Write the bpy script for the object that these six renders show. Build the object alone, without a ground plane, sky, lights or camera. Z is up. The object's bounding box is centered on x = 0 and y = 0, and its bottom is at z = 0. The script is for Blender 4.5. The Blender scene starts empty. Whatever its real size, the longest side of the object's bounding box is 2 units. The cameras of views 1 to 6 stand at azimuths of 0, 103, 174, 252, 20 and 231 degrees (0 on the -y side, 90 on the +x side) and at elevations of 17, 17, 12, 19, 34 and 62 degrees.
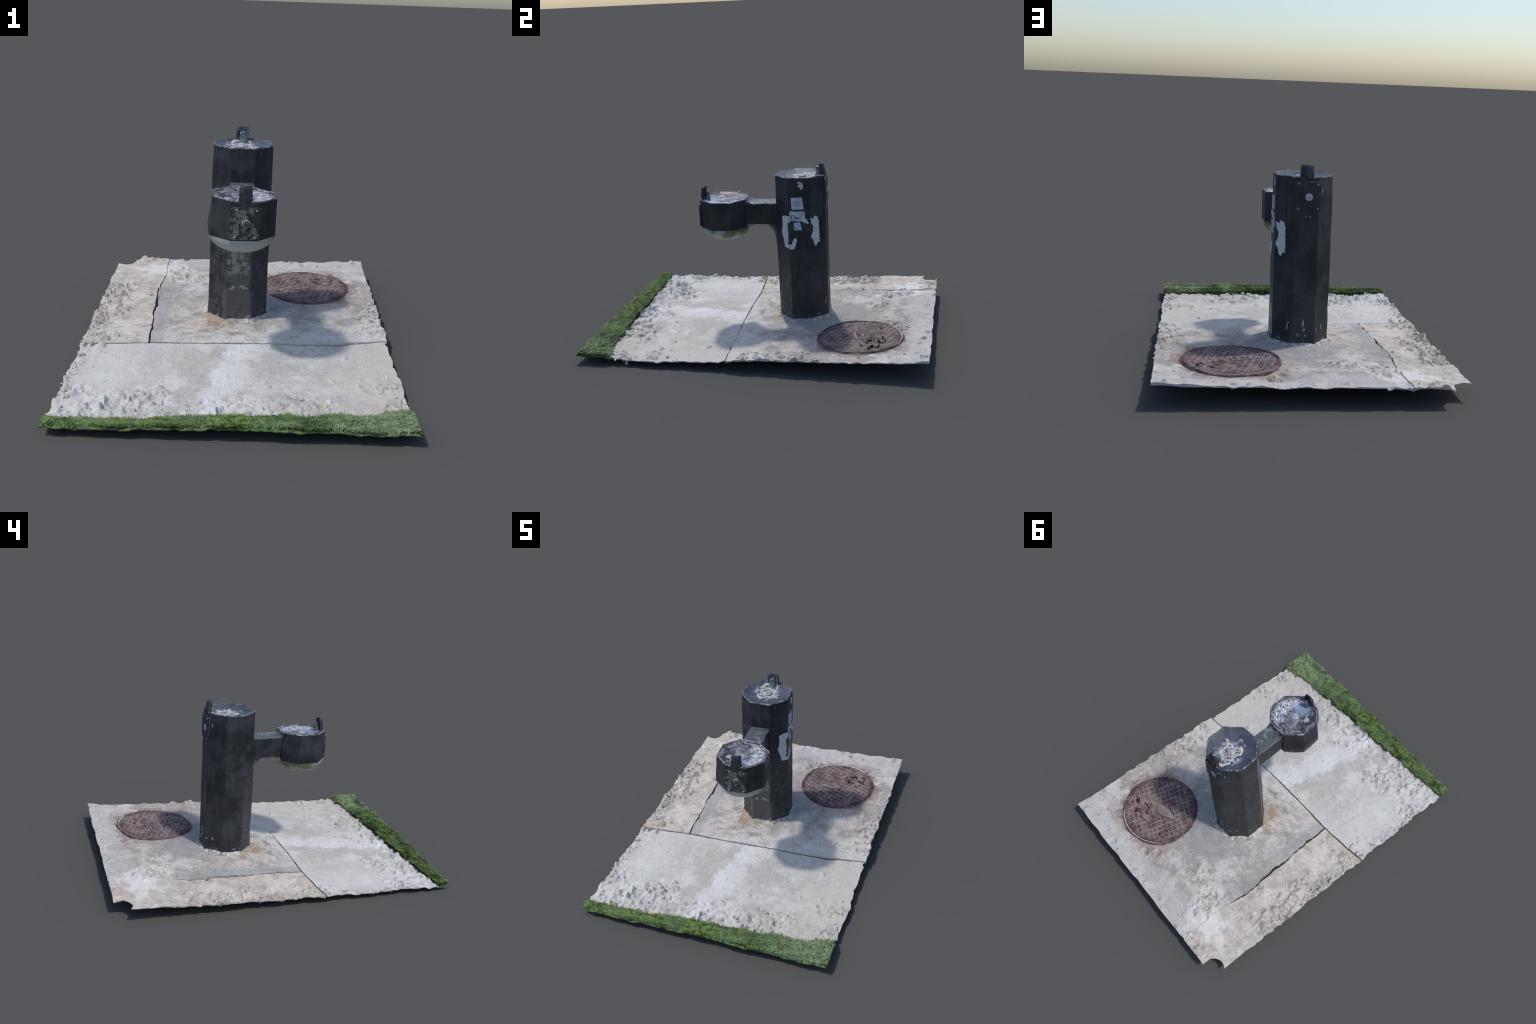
import bpy, bmesh, math, random
import numpy as np
from mathutils import Vector, Matrix

random.seed(7)
RNG = np.random.default_rng(7)

# ------------------------------------------------------------------ noise
def _hash(ix, iy, iz, seed):
    h = (ix * 374761393 + iy * 668265263 + iz * 2147483647 + seed * 974711) & 0xFFFFFFFF
    h = ((h ^ (h >> 13)) * 1274126177) & 0xFFFFFFFF
    h = (h ^ (h >> 16)) & 0xFFFFFFFF
    return h / 4294967295.0

def vnoise(x, y, z=0.0, seed=0):
    x, y, z = np.broadcast_arrays(np.asarray(x, float), np.asarray(y, float), np.asarray(z, float))
    ix, iy, iz = (np.floor(a).astype(np.int64) for a in (x, y, z))
    fx, fy, fz = x - ix, y - iy, z - iz
    fx, fy, fz = (f * f * (3 - 2 * f) for f in (fx, fy, fz))
    out = 0
    for dx in (0, 1):
        for dy in (0, 1):
            for dz in (0, 1):
                w = (fx if dx else 1 - fx) * (fy if dy else 1 - fy) * (fz if dz else 1 - fz)
                out = out + w * _hash(ix + dx, iy + dy, iz + dz, seed)
    return out * 2 - 1

def fbm(x, y, z=0.0, octaves=4, seed=0):
    s, a, f, n = 0, 1.0, 1.0, 0
    for o in range(octaves):
        s = s + a * vnoise(np.asarray(x) * f, np.asarray(y) * f, np.asarray(z) * f, seed + o)
        n += a; a *= 0.5; f *= 2.03
    return s / n

def sstep(a, b, x):
    t = np.clip((np.asarray(x, float) - a) / (b - a), 0, 1)
    return t * t * (3 - 2 * t)

# ------------------------------------------------------------------ nodes
class NT:
    def __init__(self, name):
        m = bpy.data.materials.new(name); m.use_nodes = True
        self.m, self.t = m, m.node_tree
        self.t.nodes.clear()
        self.out = self.t.nodes.new('ShaderNodeOutputMaterial')
        self.b = self.t.nodes.new('ShaderNodeBsdfPrincipled')
        self.t.links.new(self.b.outputs[0], self.out.inputs[0])
        self.pos = self.t.nodes.new('ShaderNodeNewGeometry').outputs['Position']
    def link(self, a, sock):
        if isinstance(a, bpy.types.NodeSocket):
            self.t.links.new(a, sock)
        elif isinstance(a, (tuple, list)):
            sock.default_value = (*a, 1.0) if len(a) == 3 and sock.type == 'RGBA' else a
        else:
            sock.default_value = a
    def mapping(self, scale=(1, 1, 1), rot=(0, 0, 0), loc=(0, 0, 0), vec=None):
        n = self.t.nodes.new('ShaderNodeMapping')
        self.link(vec or self.pos, n.inputs[0])
        n.inputs['Scale'].default_value = scale; n.inputs['Rotation'].default_value = rot
        n.inputs['Location'].default_value = loc
        return n.outputs[0]
    def noise(self, scale, detail=4, rough=0.55, vec=None, dist=0.0):
        n = self.t.nodes.new('ShaderNodeTexNoise')
        self.link(vec or self.pos, n.inputs['Vector'])
        n.inputs['Scale'].default_value = scale; n.inputs['Detail'].default_value = detail
        n.inputs['Roughness'].default_value = rough; n.inputs['Distortion'].default_value = dist
        return n.outputs[0]
    def voronoi(self, scale, vec=None):
        n = self.t.nodes.new('ShaderNodeTexVoronoi')
        self.link(vec or self.pos, n.inputs['Vector']); n.inputs['Scale'].default_value = scale
        return n.outputs['Distance']
    def m2(self, op, a, b=0.0, c=None, clamp=False):
        n = self.t.nodes.new('ShaderNodeMath'); n.operation = op; n.use_clamp = clamp
        self.link(a, n.inputs[0]); self.link(b, n.inputs[1])
        if c is not None: self.link(c, n.inputs[2])
        return n.outputs[0]
    def rng(self, v, a, b, c=0.0, d=1.0):
        n = self.t.nodes.new('ShaderNodeMapRange'); n.interpolation_type = 'SMOOTHSTEP'
        for i, q in enumerate((v, a, b, c, d)): self.link(q, n.inputs[i])
        return n.outputs[0]
    def mix(self, f, a, b):
        n = self.t.nodes.new('ShaderNodeMix'); n.data_type = 'RGBA'
        self.link(f, n.inputs[0]); self.link(a, n.inputs[6]); self.link(b, n.inputs[7])
        return n.outputs[2]
    def xyz(self):
        n = self.t.nodes.new('ShaderNodeSeparateXYZ'); self.link(self.pos, n.inputs[0]); return n.outputs
    def dist(self, p):
        n = self.t.nodes.new('ShaderNodeVectorMath'); n.operation = 'DISTANCE'
        self.link(self.pos, n.inputs[0]); n.inputs[1].default_value = p
        return n.outputs['Value']
    def bump(self, h, strength=0.3, distance=0.004):
        n = self.t.nodes.new('ShaderNodeBump'); self.link(h, n.inputs['Height'])
        n.inputs['Strength'].default_value = strength; n.inputs['Distance'].default_value = distance
        self.t.links.new(n.outputs[0], self.b.inputs['Normal'])
    def done(self, col, rough=0.8, metal=0.0, spec=0.3):
        self.link(col, self.b.inputs['Base Color']); self.link(rough, self.b.inputs['Roughness'])
        self.b.inputs['Metallic'].default_value = metal
        self.b.inputs['Specular IOR Level'].default_value = spec
        return self.m

COVER_C = (0.368, 0.594); COVER_R = 0.249
def plane_z(x, y):
    """Broad lie of the pavement: a gentle rise to the rear, twisted across the front slab, a raised pad round the pillar."""
    x, y = np.asarray(x, float), np.asarray(y, float)
    z = 0.055 + 0.037 * y + 0.012 * x
    z = z - 0.015 * sstep(0.08, 0.42, x) * sstep(-0.10, -0.15, y) * (y < joint_y(x)) * sstep(-0.82, -0.60, y)
    z = z + 0.012 * sstep(-0.40, -0.68, x) * sstep(-0.45, -0.75, y) * sstep(-1.02, -0.88, y)
    pad = (y > joint_y(x)) & (x > crack_x(y))
    z = z + (0.002 + 0.009 * sstep(0.0, 0.10, y - joint_y(x))) * pad * sstep(0.34, 0.14, x) * sstep(0.72, 0.45, y)
    z = z + 0.016 * np.exp(-((x + 0.22) / 0.22) ** 2 - ((y - 0.80) / 0.16) ** 2)
    z = z - 0.007 * sstep(-0.45, -0.6, x) * sstep(-0.1, 0.05, y) * sstep(0.75, 0.6, y)
    z = z + 0.006 * sstep(0.56, 0.70, x) + 0.004 * sstep(-0.64, -0.72, x) + 0.006 * sstep(0.84, 0.97, y)
    return z

def box_mask(n, lo, hi, soft, wob=None):
    """Soft box mask on world position, its border moved by a noise socket."""
    f = None
    for s, a, b in zip(n.xyz(), lo, hi):
        if a is None: continue
        v = s if wob is None else n.m2('ADD', s, wob)
        q = n.m2('MULTIPLY', n.rng(v, a - soft, a + soft), n.rng(v, b + soft, b - soft))
        f = q if f is None else n.m2('MULTIPLY', f, q)
    return f

def mat_concrete(name, dark, light, kind):
    n = NT(name)
    x, y, z = n.xyz()
    big = n.noise(4.5, 6, 0.62, dist=0.4); mid = n.noise(24.0, 6, 0.68); fine = n.noise(330.0, 3, 0.7)
    grit = n.noise(120.0, 5, 0.8); blot = n.noise(10.0, 6, 0.7, n.mapping((1, 1, 1), loc=(7, 2, 0)))
    col = n.mix(n.rng(big, 0.42, 0.60), dark, light)
    col = n.mix(n.m2('MULTIPLY', n.rng(mid, 0.48, 0.62), 0.6), col, tuple(c * 0.80 for c in dark))
    soft = n.noise(13.0, 6, 0.7, n.mapping((1, 1, 1), loc=(1, 5, 3)))
    col = n.mix(n.m2('MULTIPLY', n.rng(soft, 0.49, 0.60), 0.45), col, tuple(min(0.74, c * 1.2) for c in light))
    col = n.mix(n.m2('MULTIPLY', n.rng(soft, 0.46, 0.38), 0.4 if kind == 'front' else 0.7), col, tuple(c * 0.78 for c in dark))
    gritty = 0.8
    if kind == 'front':
        gritty = 0.55
        streak = n.noise(1.0, 4, 0.65, n.mapping((150, 7, 7), rot=(0, 0, -0.06)))
        col = n.mix(n.m2('MULTIPLY', n.rng(streak, 0.47, 0.62), 0.35), col, (0.64, 0.625, 0.605))
        ln = n.m2('ADD', x, n.m2('MULTIPLY', y, -0.16))
        ln = n.m2('ADD', ln, n.m2('MULTIPLY_ADD', n.noise(8.0, 5, 0.65), 0.22, -0.11))
        band = n.m2('MULTIPLY', n.rng(ln, -0.05, 0.01), n.rng(ln, 0.19, 0.02))
        col = n.mix(n.m2('MULTIPLY', band, n.rng(streak, 0.36, 0.56, 0.35, 0.9)), col, (0.77, 0.765, 0.78))
        left = n.rng(n.m2('ADD', x, n.m2('MULTIPLY_ADD', big, 0.9, -0.45)), -0.25, -0.6)
        col = n.mix(n.m2('MULTIPLY', left, 0.6), col, (0.665, 0.65, 0.62))
        right = n.rng(n.m2('ADD', x, n.m2('MULTIPLY_ADD', mid, 0.5, -0.25)), 0.2, 0.65)
        col = n.mix(n.m2('MULTIPLY', right, 0.7), col, (0.53, 0.475, 0.42))
        tan = n.m2('MULTIPLY', n.rng(n.dist((-0.18, -0.33, 0.045)), 0.24, 0.08), n.rng(blot, 0.42, 0.58))
        col = n.mix(n.m2('MULTIPLY', tan, 0.5), col, (0.47, 0.44, 0.395))
    if kind == 'rear':
        eff = n.rng(n.m2('ADD', y, n.m2('MULTIPLY_ADD', blot, 0.9, -0.45)), 0.07, -0.10)
        col = n.mix(n.m2('MULTIPLY', eff, 0.75), col, (0.66, 0.645, 0.62))
        wob = n.m2('MULTIPLY_ADD', n.noise(14.0, 6, 0.7), 0.34, -0.17)
        d = n.dist((COVER_C[0], COVER_C[1], 0.08))
        rust = n.rng(n.m2('ADD', d, wob), 0.33, 0.23)
        col = n.mix(n.m2('MULTIPLY', rust, n.rng(mid, 0.40, 0.56, 0.5, 1.0)), col, (0.205, 0.115, 0.092))
        beige = n.rng(n.noise(6.0, 6, 0.68, n.mapping((1, 1, 1), loc=(9, 4, 0))), 0.50, 0.60)
        col = n.mix(n.m2('MULTIPLY', beige, 0.32), col, (0.48, 0.40, 0.33))
        nearp = n.rng(n.dist((-0.08, 0.0, 0.07)), 0.36, 0.06)
        brown = n.rng(n.noise(13.0, 6, 0.72, n.mapping((1, 1.6, 1), loc=(3, 1, 0))), 0.52, 0.60)
        col = n.mix(n.m2('MULTIPLY', n.m2('MULTIPLY', brown, nearp), 0.85), col, (0.27, 0.215, 0.165))
        rb = n.rng(n.m2('ADD', n.dist((-0.115, 0.085, 0.075)), wob), 0.12, 0.05)
        col = n.mix(n.m2('MULTIPLY', rb, n.rng(mid, 0.44, 0.54, 0.1, 0.85)), col, (0.30, 0.165, 0.08))
        rosy = n.m2('MULTIPLY', n.rng(n.dist((-0.22, -0.06, 0.06)), 0.16, 0.02), n.rng(mid, 0.47, 0.58))
        col = n.mix(n.m2('MULTIPLY', rosy, 0.6), col, (0.48, 0.36, 0.29))
        grey = n.rng(n.m2('ADD', n.dist((0.05, 0.40, 0.08)), wob), 0.30, 0.18)
        col = n.mix(n.m2('MULTIPLY', grey, 0.7), col, (0.29, 0.29, 0.29))
        strip = n.m2('MULTIPLY', n.rng(n.m2('ADD', x, n.m2('MULTIPLY_ADD', mid, 0.12, -0.06)), -0.335, -0.365), n.rng(y, 0.7, 0.4))
        col = n.mix(n.m2('MULTIPLY', strip, 0.6), col, (0.31, 0.31, 0.305))
        back = n.rng(n.m2('ADD', y, n.m2('MULTIPLY_ADD', blot, 0.5, -0.25)), 0.80, 0.93)
        col = n.mix(n.m2('MULTIPLY', back, 0.65), col, (0.55, 0.535, 0.525))
    if kind in ('front', 'chip'):
        beige = n.rng(n.noise(5.0, 6, 0.68, n.mapping((1, 1, 1), loc=(9, 4, 0))), 0.49, 0.60)
        col = n.mix(n.m2('MULTIPLY', beige, 0.18), col, (0.52, 0.46, 0.40))
    if kind in ('rear', 'left'):
        bleach = n.rng(n.m2('ADD', n.dist((-0.43, 0.80, 0.09)), n.m2('MULTIPLY_ADD', blot, 0.5, -0.25)), 0.17, 0.06)
        col = n.mix(n.m2('MULTIPLY', bleach, 0.8), col, (0.74, 0.72, 0.69))
    if kind == 'left':
        yel = n.rng(n.m2('ADD', y, n.m2('MULTIPLY_ADD', mid, 0.2, -0.10)), -0.11, -0.165)
        col = n.mix(n.m2('MULTIPLY', yel, 0.45), col, (0.52, 0.44, 0.34))
    col = n.mix(n.m2('MULTIPLY', n.rng(grit, 0.50, 0.62), n.m2('MULTIPLY', n.rng(blot, 0.40, 0.58, 0.25, 1.0), gritty)), col, tuple(c * 0.50 for c in dark))
    col = n.mix(n.m2('MULTIPLY', n.rng(fine, 0.52, 0.64), 0.7), col, tuple(min(0.70, c * 1.2) for c in light))
    pock = n.rng(n.voronoi(30.0), 0.12, 0.06)
    col = n.mix(n.m2('MULTIPLY', n.m2('MULTIPLY', pock, n.rng(blot, 0.5, 0.56)), 0.7), col, tuple(c * 0.35 for c in dark))
    n.bump(n.m2('ADD', n.m2('ADD', grit, mid), n.m2('MULTIPLY', fine, 0.6)), 0.65, 0.006)
    return n.done(col, 0.92, spec=0.2)

M = {}
M['front'] = mat_concrete('brushed_concrete', (0.47, 0.445, 0.405), (0.635, 0.615, 0.575), 'front')
M['rear'] = mat_concrete('stained_concrete', (0.35, 0.323, 0.298), (0.59, 0.555, 0.52), 'rear')
M['left'] = mat_concrete('sandy_concrete', (0.475, 0.42, 0.37), (0.63, 0.57, 0.51), 'left')
M['chip'] = mat_concrete('broken_concrete', (0.45, 0.42, 0.385), (0.61, 0.58, 0.54), 'chip')

def mat_plain(name, a, b, scale, rough=0.8, metal=0.0, spec=0.3, lo=0.4, hi=0.62):
    n = NT(name); f = n.noise(scale, 5, 0.65)
    n.bump(f, 0.25, 0.002)
    return n.done(n.mix(n.rng(f, lo, hi), a, b), rough, metal, spec)

M['dirt'] = mat_plain('joint_dirt', (0.025, 0.021, 0.017), (0.085, 0.07, 0.053), 60)
M['grout'] = None
def mat_grout():
    n = NT('grout'); f = n.noise(45, 6, 0.7); g = n.noise(20, 6, 0.7)
    col = n.mix(n.rng(f, 0.42, 0.58), (0.24, 0.22, 0.20), (0.52, 0.50, 0.47))
    d = n.dist((-0.115, 0.07, 0.085))
    rust = n.rng(n.m2('ADD', d, n.m2('MULTIPLY_ADD', g, 0.5, -0.25)), 0.12, 0.05)
    col = n.mix(n.m2('MULTIPLY', rust, n.rng(f, 0.46, 0.56, 0.0, 0.9)), col, (0.29, 0.16, 0.075))
    n.bump(f, 0.6, 0.005)
    return n.done(col, 0.9, spec=0.2)
M['grout'] = mat_grout()

def mat_paint(name, worn_boxes=(), base=(0.0145, 0.0165, 0.021)):
    n = NT(name)
    big = n.noise(9, 5, 0.6); fine = n.noise(170, 4, 0.7)
    streak = n.noise(1.0, 5, 0.65, n.mapping((70, 70, 5)))
    col = n.mix(n.rng(big, 0.42, 0.62), base, tuple(c * 1.7 for c in base))
    col = n.mix(n.m2('MULTIPLY', n.rng(streak, 0.5, 0.66), 0.35), col, (0.06, 0.063, 0.068))
    col = n.mix(n.m2('MULTIPLY', n.rng(fine, 0.56, 0.68), n.rng(big, 0.46, 0.58, 0.08, 0.5)), col, (0.12, 0.125, 0.13))
    speck = n.rng(n.voronoi(55), 0.085, 0.05)
    col = n.mix(n.m2('MULTIPLY', speck, n.rng(n.noise(23, 2), 0.56, 0.6)), col, (0.33, 0.34, 0.36))
    patch = n.noise(34, 5, 0.7)
    for lo, hi, soft, tone, amount in worn_boxes:
        wob = n.m2('MULTIPLY_ADD', n.noise(26, 5, 0.65), 0.05, -0.025)
        f = box_mask(n, lo, hi, soft, wob)
        f = n.m2('MULTIPLY', f, n.rng(patch, 0.5 - amount * 0.3, 0.56 - amount * 0.22))
        col = n.mix(f, col, tone)
    n.bump(n.m2('ADD', big, n.m2('MULTIPLY', fine, 0.25)), 0.12, 0.004)
    return n.done(col, n.rng(big, 0.4, 0.6, 0.36, 0.56), spec=0.4)

grey_metal = (0.125, 0.125, 0.115)
M['pillar'] = mat_paint('worn_black_paint', [
    ((-0.17, 0.03, 0.06), (0.17, 0.165, 0.62), 0.03, (0.045, 0.047, 0.05), 0.0),  # lower front faces lightened for the brighter light baked into the source colours
    ((-0.055, 0.04, 0.25), (0.06, 0.10, 0.64), 0.008, (0.07, 0.073, 0.075), 0.5),
    ((-0.05, 0.04, 0.33), (0.055, 0.10, 0.64), 0.015, (0.19, 0.19, 0.17), 0.12),
    ((-0.058, 0.04, 0.212), (0.062, 0.10, 0.262), 0.004, (0.30, 0.30, 0.295), 0.05),
    ((-0.075, 0.04, 0.06), (0.075, 0.12, 0.25), 0.01, (0.07, 0.07, 0.07), 0.6),
    ((-0.17, 0.05, 0.06), (0.17, 0.40, 0.115), 0.006, (0.22, 0.21, 0.20), -0.25)])
M['basin'] = mat_paint('worn_black_paint_basin', [
    ((-0.06, -0.12, 0.782), (0.08, 0.07, 0.80), 0.003, (0.085, 0.095, 0.105), 0.7),
    ((0.0, -0.10, 0.782), (0.08, 0.05, 0.80), 0.003, (0.20, 0.215, 0.23), -0.1)])
M['plate'] = mat_paint('worn_black_paint_plate', [
    ((-0.06, -0.43, 0.63), (0.06, -0.38, 0.78), 0.01, (0.16, 0.16, 0.15), 0.05),
    ((0.03, -0.43, 0.64), (0.09, -0.38, 0.70), 0.01, (0.13, 0.13, 0.12), 0.0)])

def mat_rim():
    n = NT('pale_mottled_rim'); f = n.noise(38, 6, 0.75)
    return n.done(n.mix(n.rng(f, 0.44, 0.64), (0.05, 0.055, 0.065), (0.36, 0.37, 0.40)), 0.6)
M['rim'] = mat_rim()

def mat_bowl_pillar():
    n = NT('bowl_paint'); f = n.noise(14, 5, 0.65); g = n.noise(55, 5, 0.7)
    d = n.dist((0.0, 0.235, 0.947))
    halo = n.rng(n.m2('ADD', d, n.m2('MULTIPLY_ADD', f, 0.16, -0.08)), 0.10, 0.06)
    col = n.mix(n.rng(f, 0.4, 0.65), (0.038, 0.046, 0.066), (0.075, 0.085, 0.11))
    col = n.mix(n.m2('MULTIPLY', halo, n.rng(g, 0.42, 0.56)), col, (0.42, 0.45, 0.51))
    col = n.mix(n.rng(n.voronoi(48), 0.10, 0.05, 0.0, 0.8), col, (0.38, 0.39, 0.42))
    return n.done(col, 0.5, spec=0.4)
M['bowl_p'] = mat_bowl_pillar()

def mat_bowl_basin():
    n = NT('limescaled_bowl'); f = n.noise(13, 5, 0.65, dist=0.6); g = n.noise(80, 5, 0.75)
    x, y, z = n.xyz()
    col = n.mix(n.rng(f, 0.4, 0.65), (0.032, 0.034, 0.044), (0.12, 0.115, 0.13))
    d = n.dist((0.02, -0.26, 0.80))
    d2 = n.dist((0.075, -0.275, 0.80))
    arc = n.m2('MULTIPLY', n.rng(n.m2('ADD', d, n.m2('MULTIPLY_ADD', f, 0.06, -0.03)), 0.048, 0.066), n.rng(d, 0.135, 0.105))
    side = n.rng(n.m2('ADD', x, n.m2('MULTIPLY_ADD', f, 0.16, -0.08)), 0.015, 0.075)
    lime = n.m2('MULTIPLY', n.m2('MULTIPLY', arc, side), n.rng(g, 0.41, 0.56))
    col = n.mix(lime, col, (0.58, 0.60, 0.66))
    fl = n.rng(g, 0.53, 0.61)
    col = n.mix(n.m2('MULTIPLY', fl, n.rng(y, -0.34, -0.2, 0.15, 0.8)), col, (0.48, 0.49, 0.53))
    wet = n.m2('MULTIPLY', n.rng(n.dist((0.022, -0.325, 0.80)), 0.065, 0.03), n.rng(f, 0.3, 0.5, 0.4, 1))
    col = n.mix(n.m2('MULTIPLY', wet, 0.8), col, (0.22, 0.30, 0.44))
    pur = n.m2('MULTIPLY', n.rng(n.noise(22, 3, 0.5, dist=1.2), 0.53, 0.62), n.rng(x, 0.03, -0.02))
    col = n.mix(n.m2('MULTIPLY', pur, 0.8), col, (0.27, 0.25, 0.28))
    return n.done(col, 0.5, spec=0.4)
M['bowl_b'] = mat_bowl_basin()

def mat_under():
    n = NT('dull_steel_underside'); f = n.noise(13, 2, 0.4)
    x, y, z = n.xyz()
    green = n.m2('MULTIPLY', n.rng(f, 0.34, 0.52), n.rng(y, -0.36, -0.28))
    col = n.mix(green, (0.37, 0.375, 0.36), (0.12, 0.145, 0.075))
    return n.done(col, 0.45, spec=0.5)
M['under'] = mat_under()
M['steel'] = mat_plain('dull_steel', (0.26, 0.28, 0.30), (0.48, 0.51, 0.55), 90, 0.45, 0.0, 0.5)
M['ring'] = mat_plain('scaled_ring', (0.10, 0.115, 0.14), (0.26, 0.29, 0.34), 70, 0.5, 0.0, 0.5)
M['nozzle'] = mat_plain('corroded_nozzle', (0.045, 0.06, 0.07), (0.26, 0.31, 0.35), 60, 0.45, 0.0, 0.5, 0.40, 0.68)
M['black'] = mat_plain('black_paint_smooth', (0.022, 0.025, 0.032), (0.05, 0.054, 0.062), 30, 0.55)
M['button_g'] = mat_plain('tarnished_button', (0.045, 0.058, 0.045), (0.08, 0.095, 0.08), 80, 0.5)
M['button_w'] = mat_plain('pale_button', (0.36, 0.36, 0.37), (0.46, 0.46, 0.47), 60, 0.5)
M['screw'] = mat_plain('screw_steel', (0.22, 0.23, 0.25), (0.42, 0.44, 0.46), 150, 0.5, 0.0, 0.5)
M['crust_edge'] = mat_plain('pale_mineral_edge', (0.40, 0.34, 0.28), (0.66, 0.64, 0.62), 70, 0.85)
M['crust'] = mat_plain('brown_mineral_crust', (0.03, 0.026, 0.025), (0.52, 0.46, 0.39), 95, 0.8, lo=0.43, hi=0.57)
M['patch'] = mat_plain('pale_overpaint', (0.50, 0.53, 0.57), (0.58, 0.61, 0.65), 50, 0.8)
M['fleck'] = mat_plain('bare_fleck', (0.20, 0.21, 0.23), (0.34, 0.35, 0.37), 80, 0.8)
M['paper'] = mat_plain('sticker_paper', (0.50, 0.52, 0.58), (0.58, 0.60, 0.66), 40, 0.7)
M['paper_blue'] = mat_plain('blue_sticker_paper', (0.26, 0.42, 0.56), (0.42, 0.58, 0.68), 60, 0.7)
M['paper_dull'] = mat_plain('grey_sticker_paper', (0.36, 0.38, 0.40), (0.50, 0.50, 0.52), 90, 0.8)
M['ink'] = mat_plain('dark_ink', (0.07, 0.07, 0.09), (0.12, 0.12, 0.15), 60, 0.8)
M['ink_pale'] = mat_plain('faded_ink', (0.24, 0.25, 0.31), (0.32, 0.33, 0.4), 90, 0.8)
M['ink_red'] = mat_plain('faded_red_ink', (0.50, 0.28, 0.32), (0.52, 0.36, 0.40), 60, 0.8)
M['ink_blue'] = mat_plain('pale_blue_ink', (0.40, 0.44, 0.56), (0.44, 0.48, 0.60), 60, 0.8)

def mat_iron(name, a, b):
    n = NT(name); f = n.noise(17, 5, 0.65); g = n.noise(120, 4, 0.7)
    col = n.mix(n.rng(f, 0.42, 0.60), a, b)
    col = n.mix(n.m2('MULTIPLY', n.rng(g, 0.48, 0.62), 0.6), col, tuple(c * 0.6 for c in a))
    dust = n.m2('MULTIPLY', n.rng(n.dist((0.43, 0.66, 0.09)), 0.16, 0.03), n.rng(f, 0.35, 0.6, 0.3, 1.0))
    col = n.mix(n.m2('MULTIPLY', dust, 0.6), col, (0.27, 0.205, 0.185))
    blu = n.m2('MULTIPLY', n.rng(n.dist((0.19, 0.57, 0.09)), 0.09, 0.03), n.rng(g, 0.56, 0.66))
    col = n.mix(blu, col, (0.40, 0.43, 0.50))
    n.bump(n.m2('ADD', f, g), 0.35, 0.003)
    return n.done(col, 0.75, spec=0.3)
M['iron'] = mat_iron('rusted_iron', (0.075, 0.05, 0.053), (0.185, 0.13, 0.125))
M['hole'] = mat_plain('dark_hollow', (0.008, 0.007, 0.007), (0.02, 0.017, 0.016), 60)  # near-black colour painting the shade inside the cover's pits
M['rib'] = mat_iron('worn_rib_iron', (0.24, 0.19, 0.185), (0.36, 0.30, 0.285))
M['bright'] = mat_plain('scuffed_rim_iron', (0.36, 0.34, 0.36), (0.55, 0.54, 0.57), 60, 0.6)

def mat_grass(name, shade):
    n = NT(name); f = n.noise(30, 4, 0.6); g = n.noise(6, 3); h = n.noise(150, 3)
    col = n.mix(n.rng(f, 0.42, 0.58), tuple(c * shade for c in (0.05, 0.095, 0.028)), tuple(c * shade for c in (0.21, 0.30, 0.085)))
    col = n.mix(n.m2('MULTIPLY', n.rng(g, 0.46, 0.58), 0.5), col, tuple(c * shade for c in (0.15, 0.245, 0.125)))
    col = n.mix(n.m2('MULTIPLY', n.rng(h, 0.52, 0.64), 0.5), col, tuple(c * shade for c in (0.30, 0.38, 0.16)))
    x, y, z = n.xyz()
    fade = n.m2('MULTIPLY', n.rng(n.m2('ADD', x, n.m2('MULTIPLY_ADD', n.noise(9.0, 5, 0.65), 0.6, -0.3)), 0.30, 0.55), n.rng(f, 0.38, 0.58, 0.2, 0.8))
    col = n.mix(fade, col, tuple(c * shade for c in (0.27, 0.345, 0.20)))
    n.bump(h, 0.5, 0.005)
    return n.done(col, 0.8, spec=0.2)
M['turf'] = mat_grass('turf', 0.6)
M['blade'] = mat_grass('grass_blade', 0.88)
M['soil'] = mat_plain('edge_soil', (0.03, 0.027, 0.02), (0.11, 0.10, 0.065), 60)

# ------------------------------------------------------------------ scene helpers
ROOT = bpy.data.objects.new('drinking_fountain', None)
bpy.context.scene.collection.objects.link(ROOT)
ROOT['label'] = 'black octagonal drinking fountain with low side basin on cracked pavement'
ROOT['category'] = 'drinking fountain'

def add(name, me, mats, parent=ROOT, smooth=True, stuff=False):
    o = bpy.data.objects.new(name, me)
    bpy.context.scene.collection.objects.link(o)
    o.parent = parent
    if not me.materials:
        for m in (mats if isinstance(mats, (list, tuple)) else [mats]): me.materials.append(M[m])
    if smooth: me.shade_smooth()
    if stuff: o['kind'] = 'stuff'
    return o

def mesh_from(name, verts, faces, mat_idx=None):
    me = bpy.data.meshes.new(name)
    me.from_pydata([tuple(map(float, v)) for v in verts], [], [tuple(map(int, f)) for f in faces])
    if mat_idx is not None: me.polygons.foreach_set('material_index', mat_idx)
    me.update()
    return me

def fix_normals(me):
    bm = bmesh.new(); bm.from_mesh(me)
    bmesh.ops.recalc_face_normals(bm, faces=bm.faces)
    bm.to_mesh(me); bm.free(); me.update()

def sharpen(me, angle=35):
    me.shade_smooth()
    bm = bmesh.new(); bm.from_mesh(me); lim = math.radians(angle)
    for e in bm.edges:
        if len(e.link_faces) == 2 and e.calc_face_angle(0) > lim: e.smooth = False
    bm.to_mesh(me); bm.free()

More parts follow.
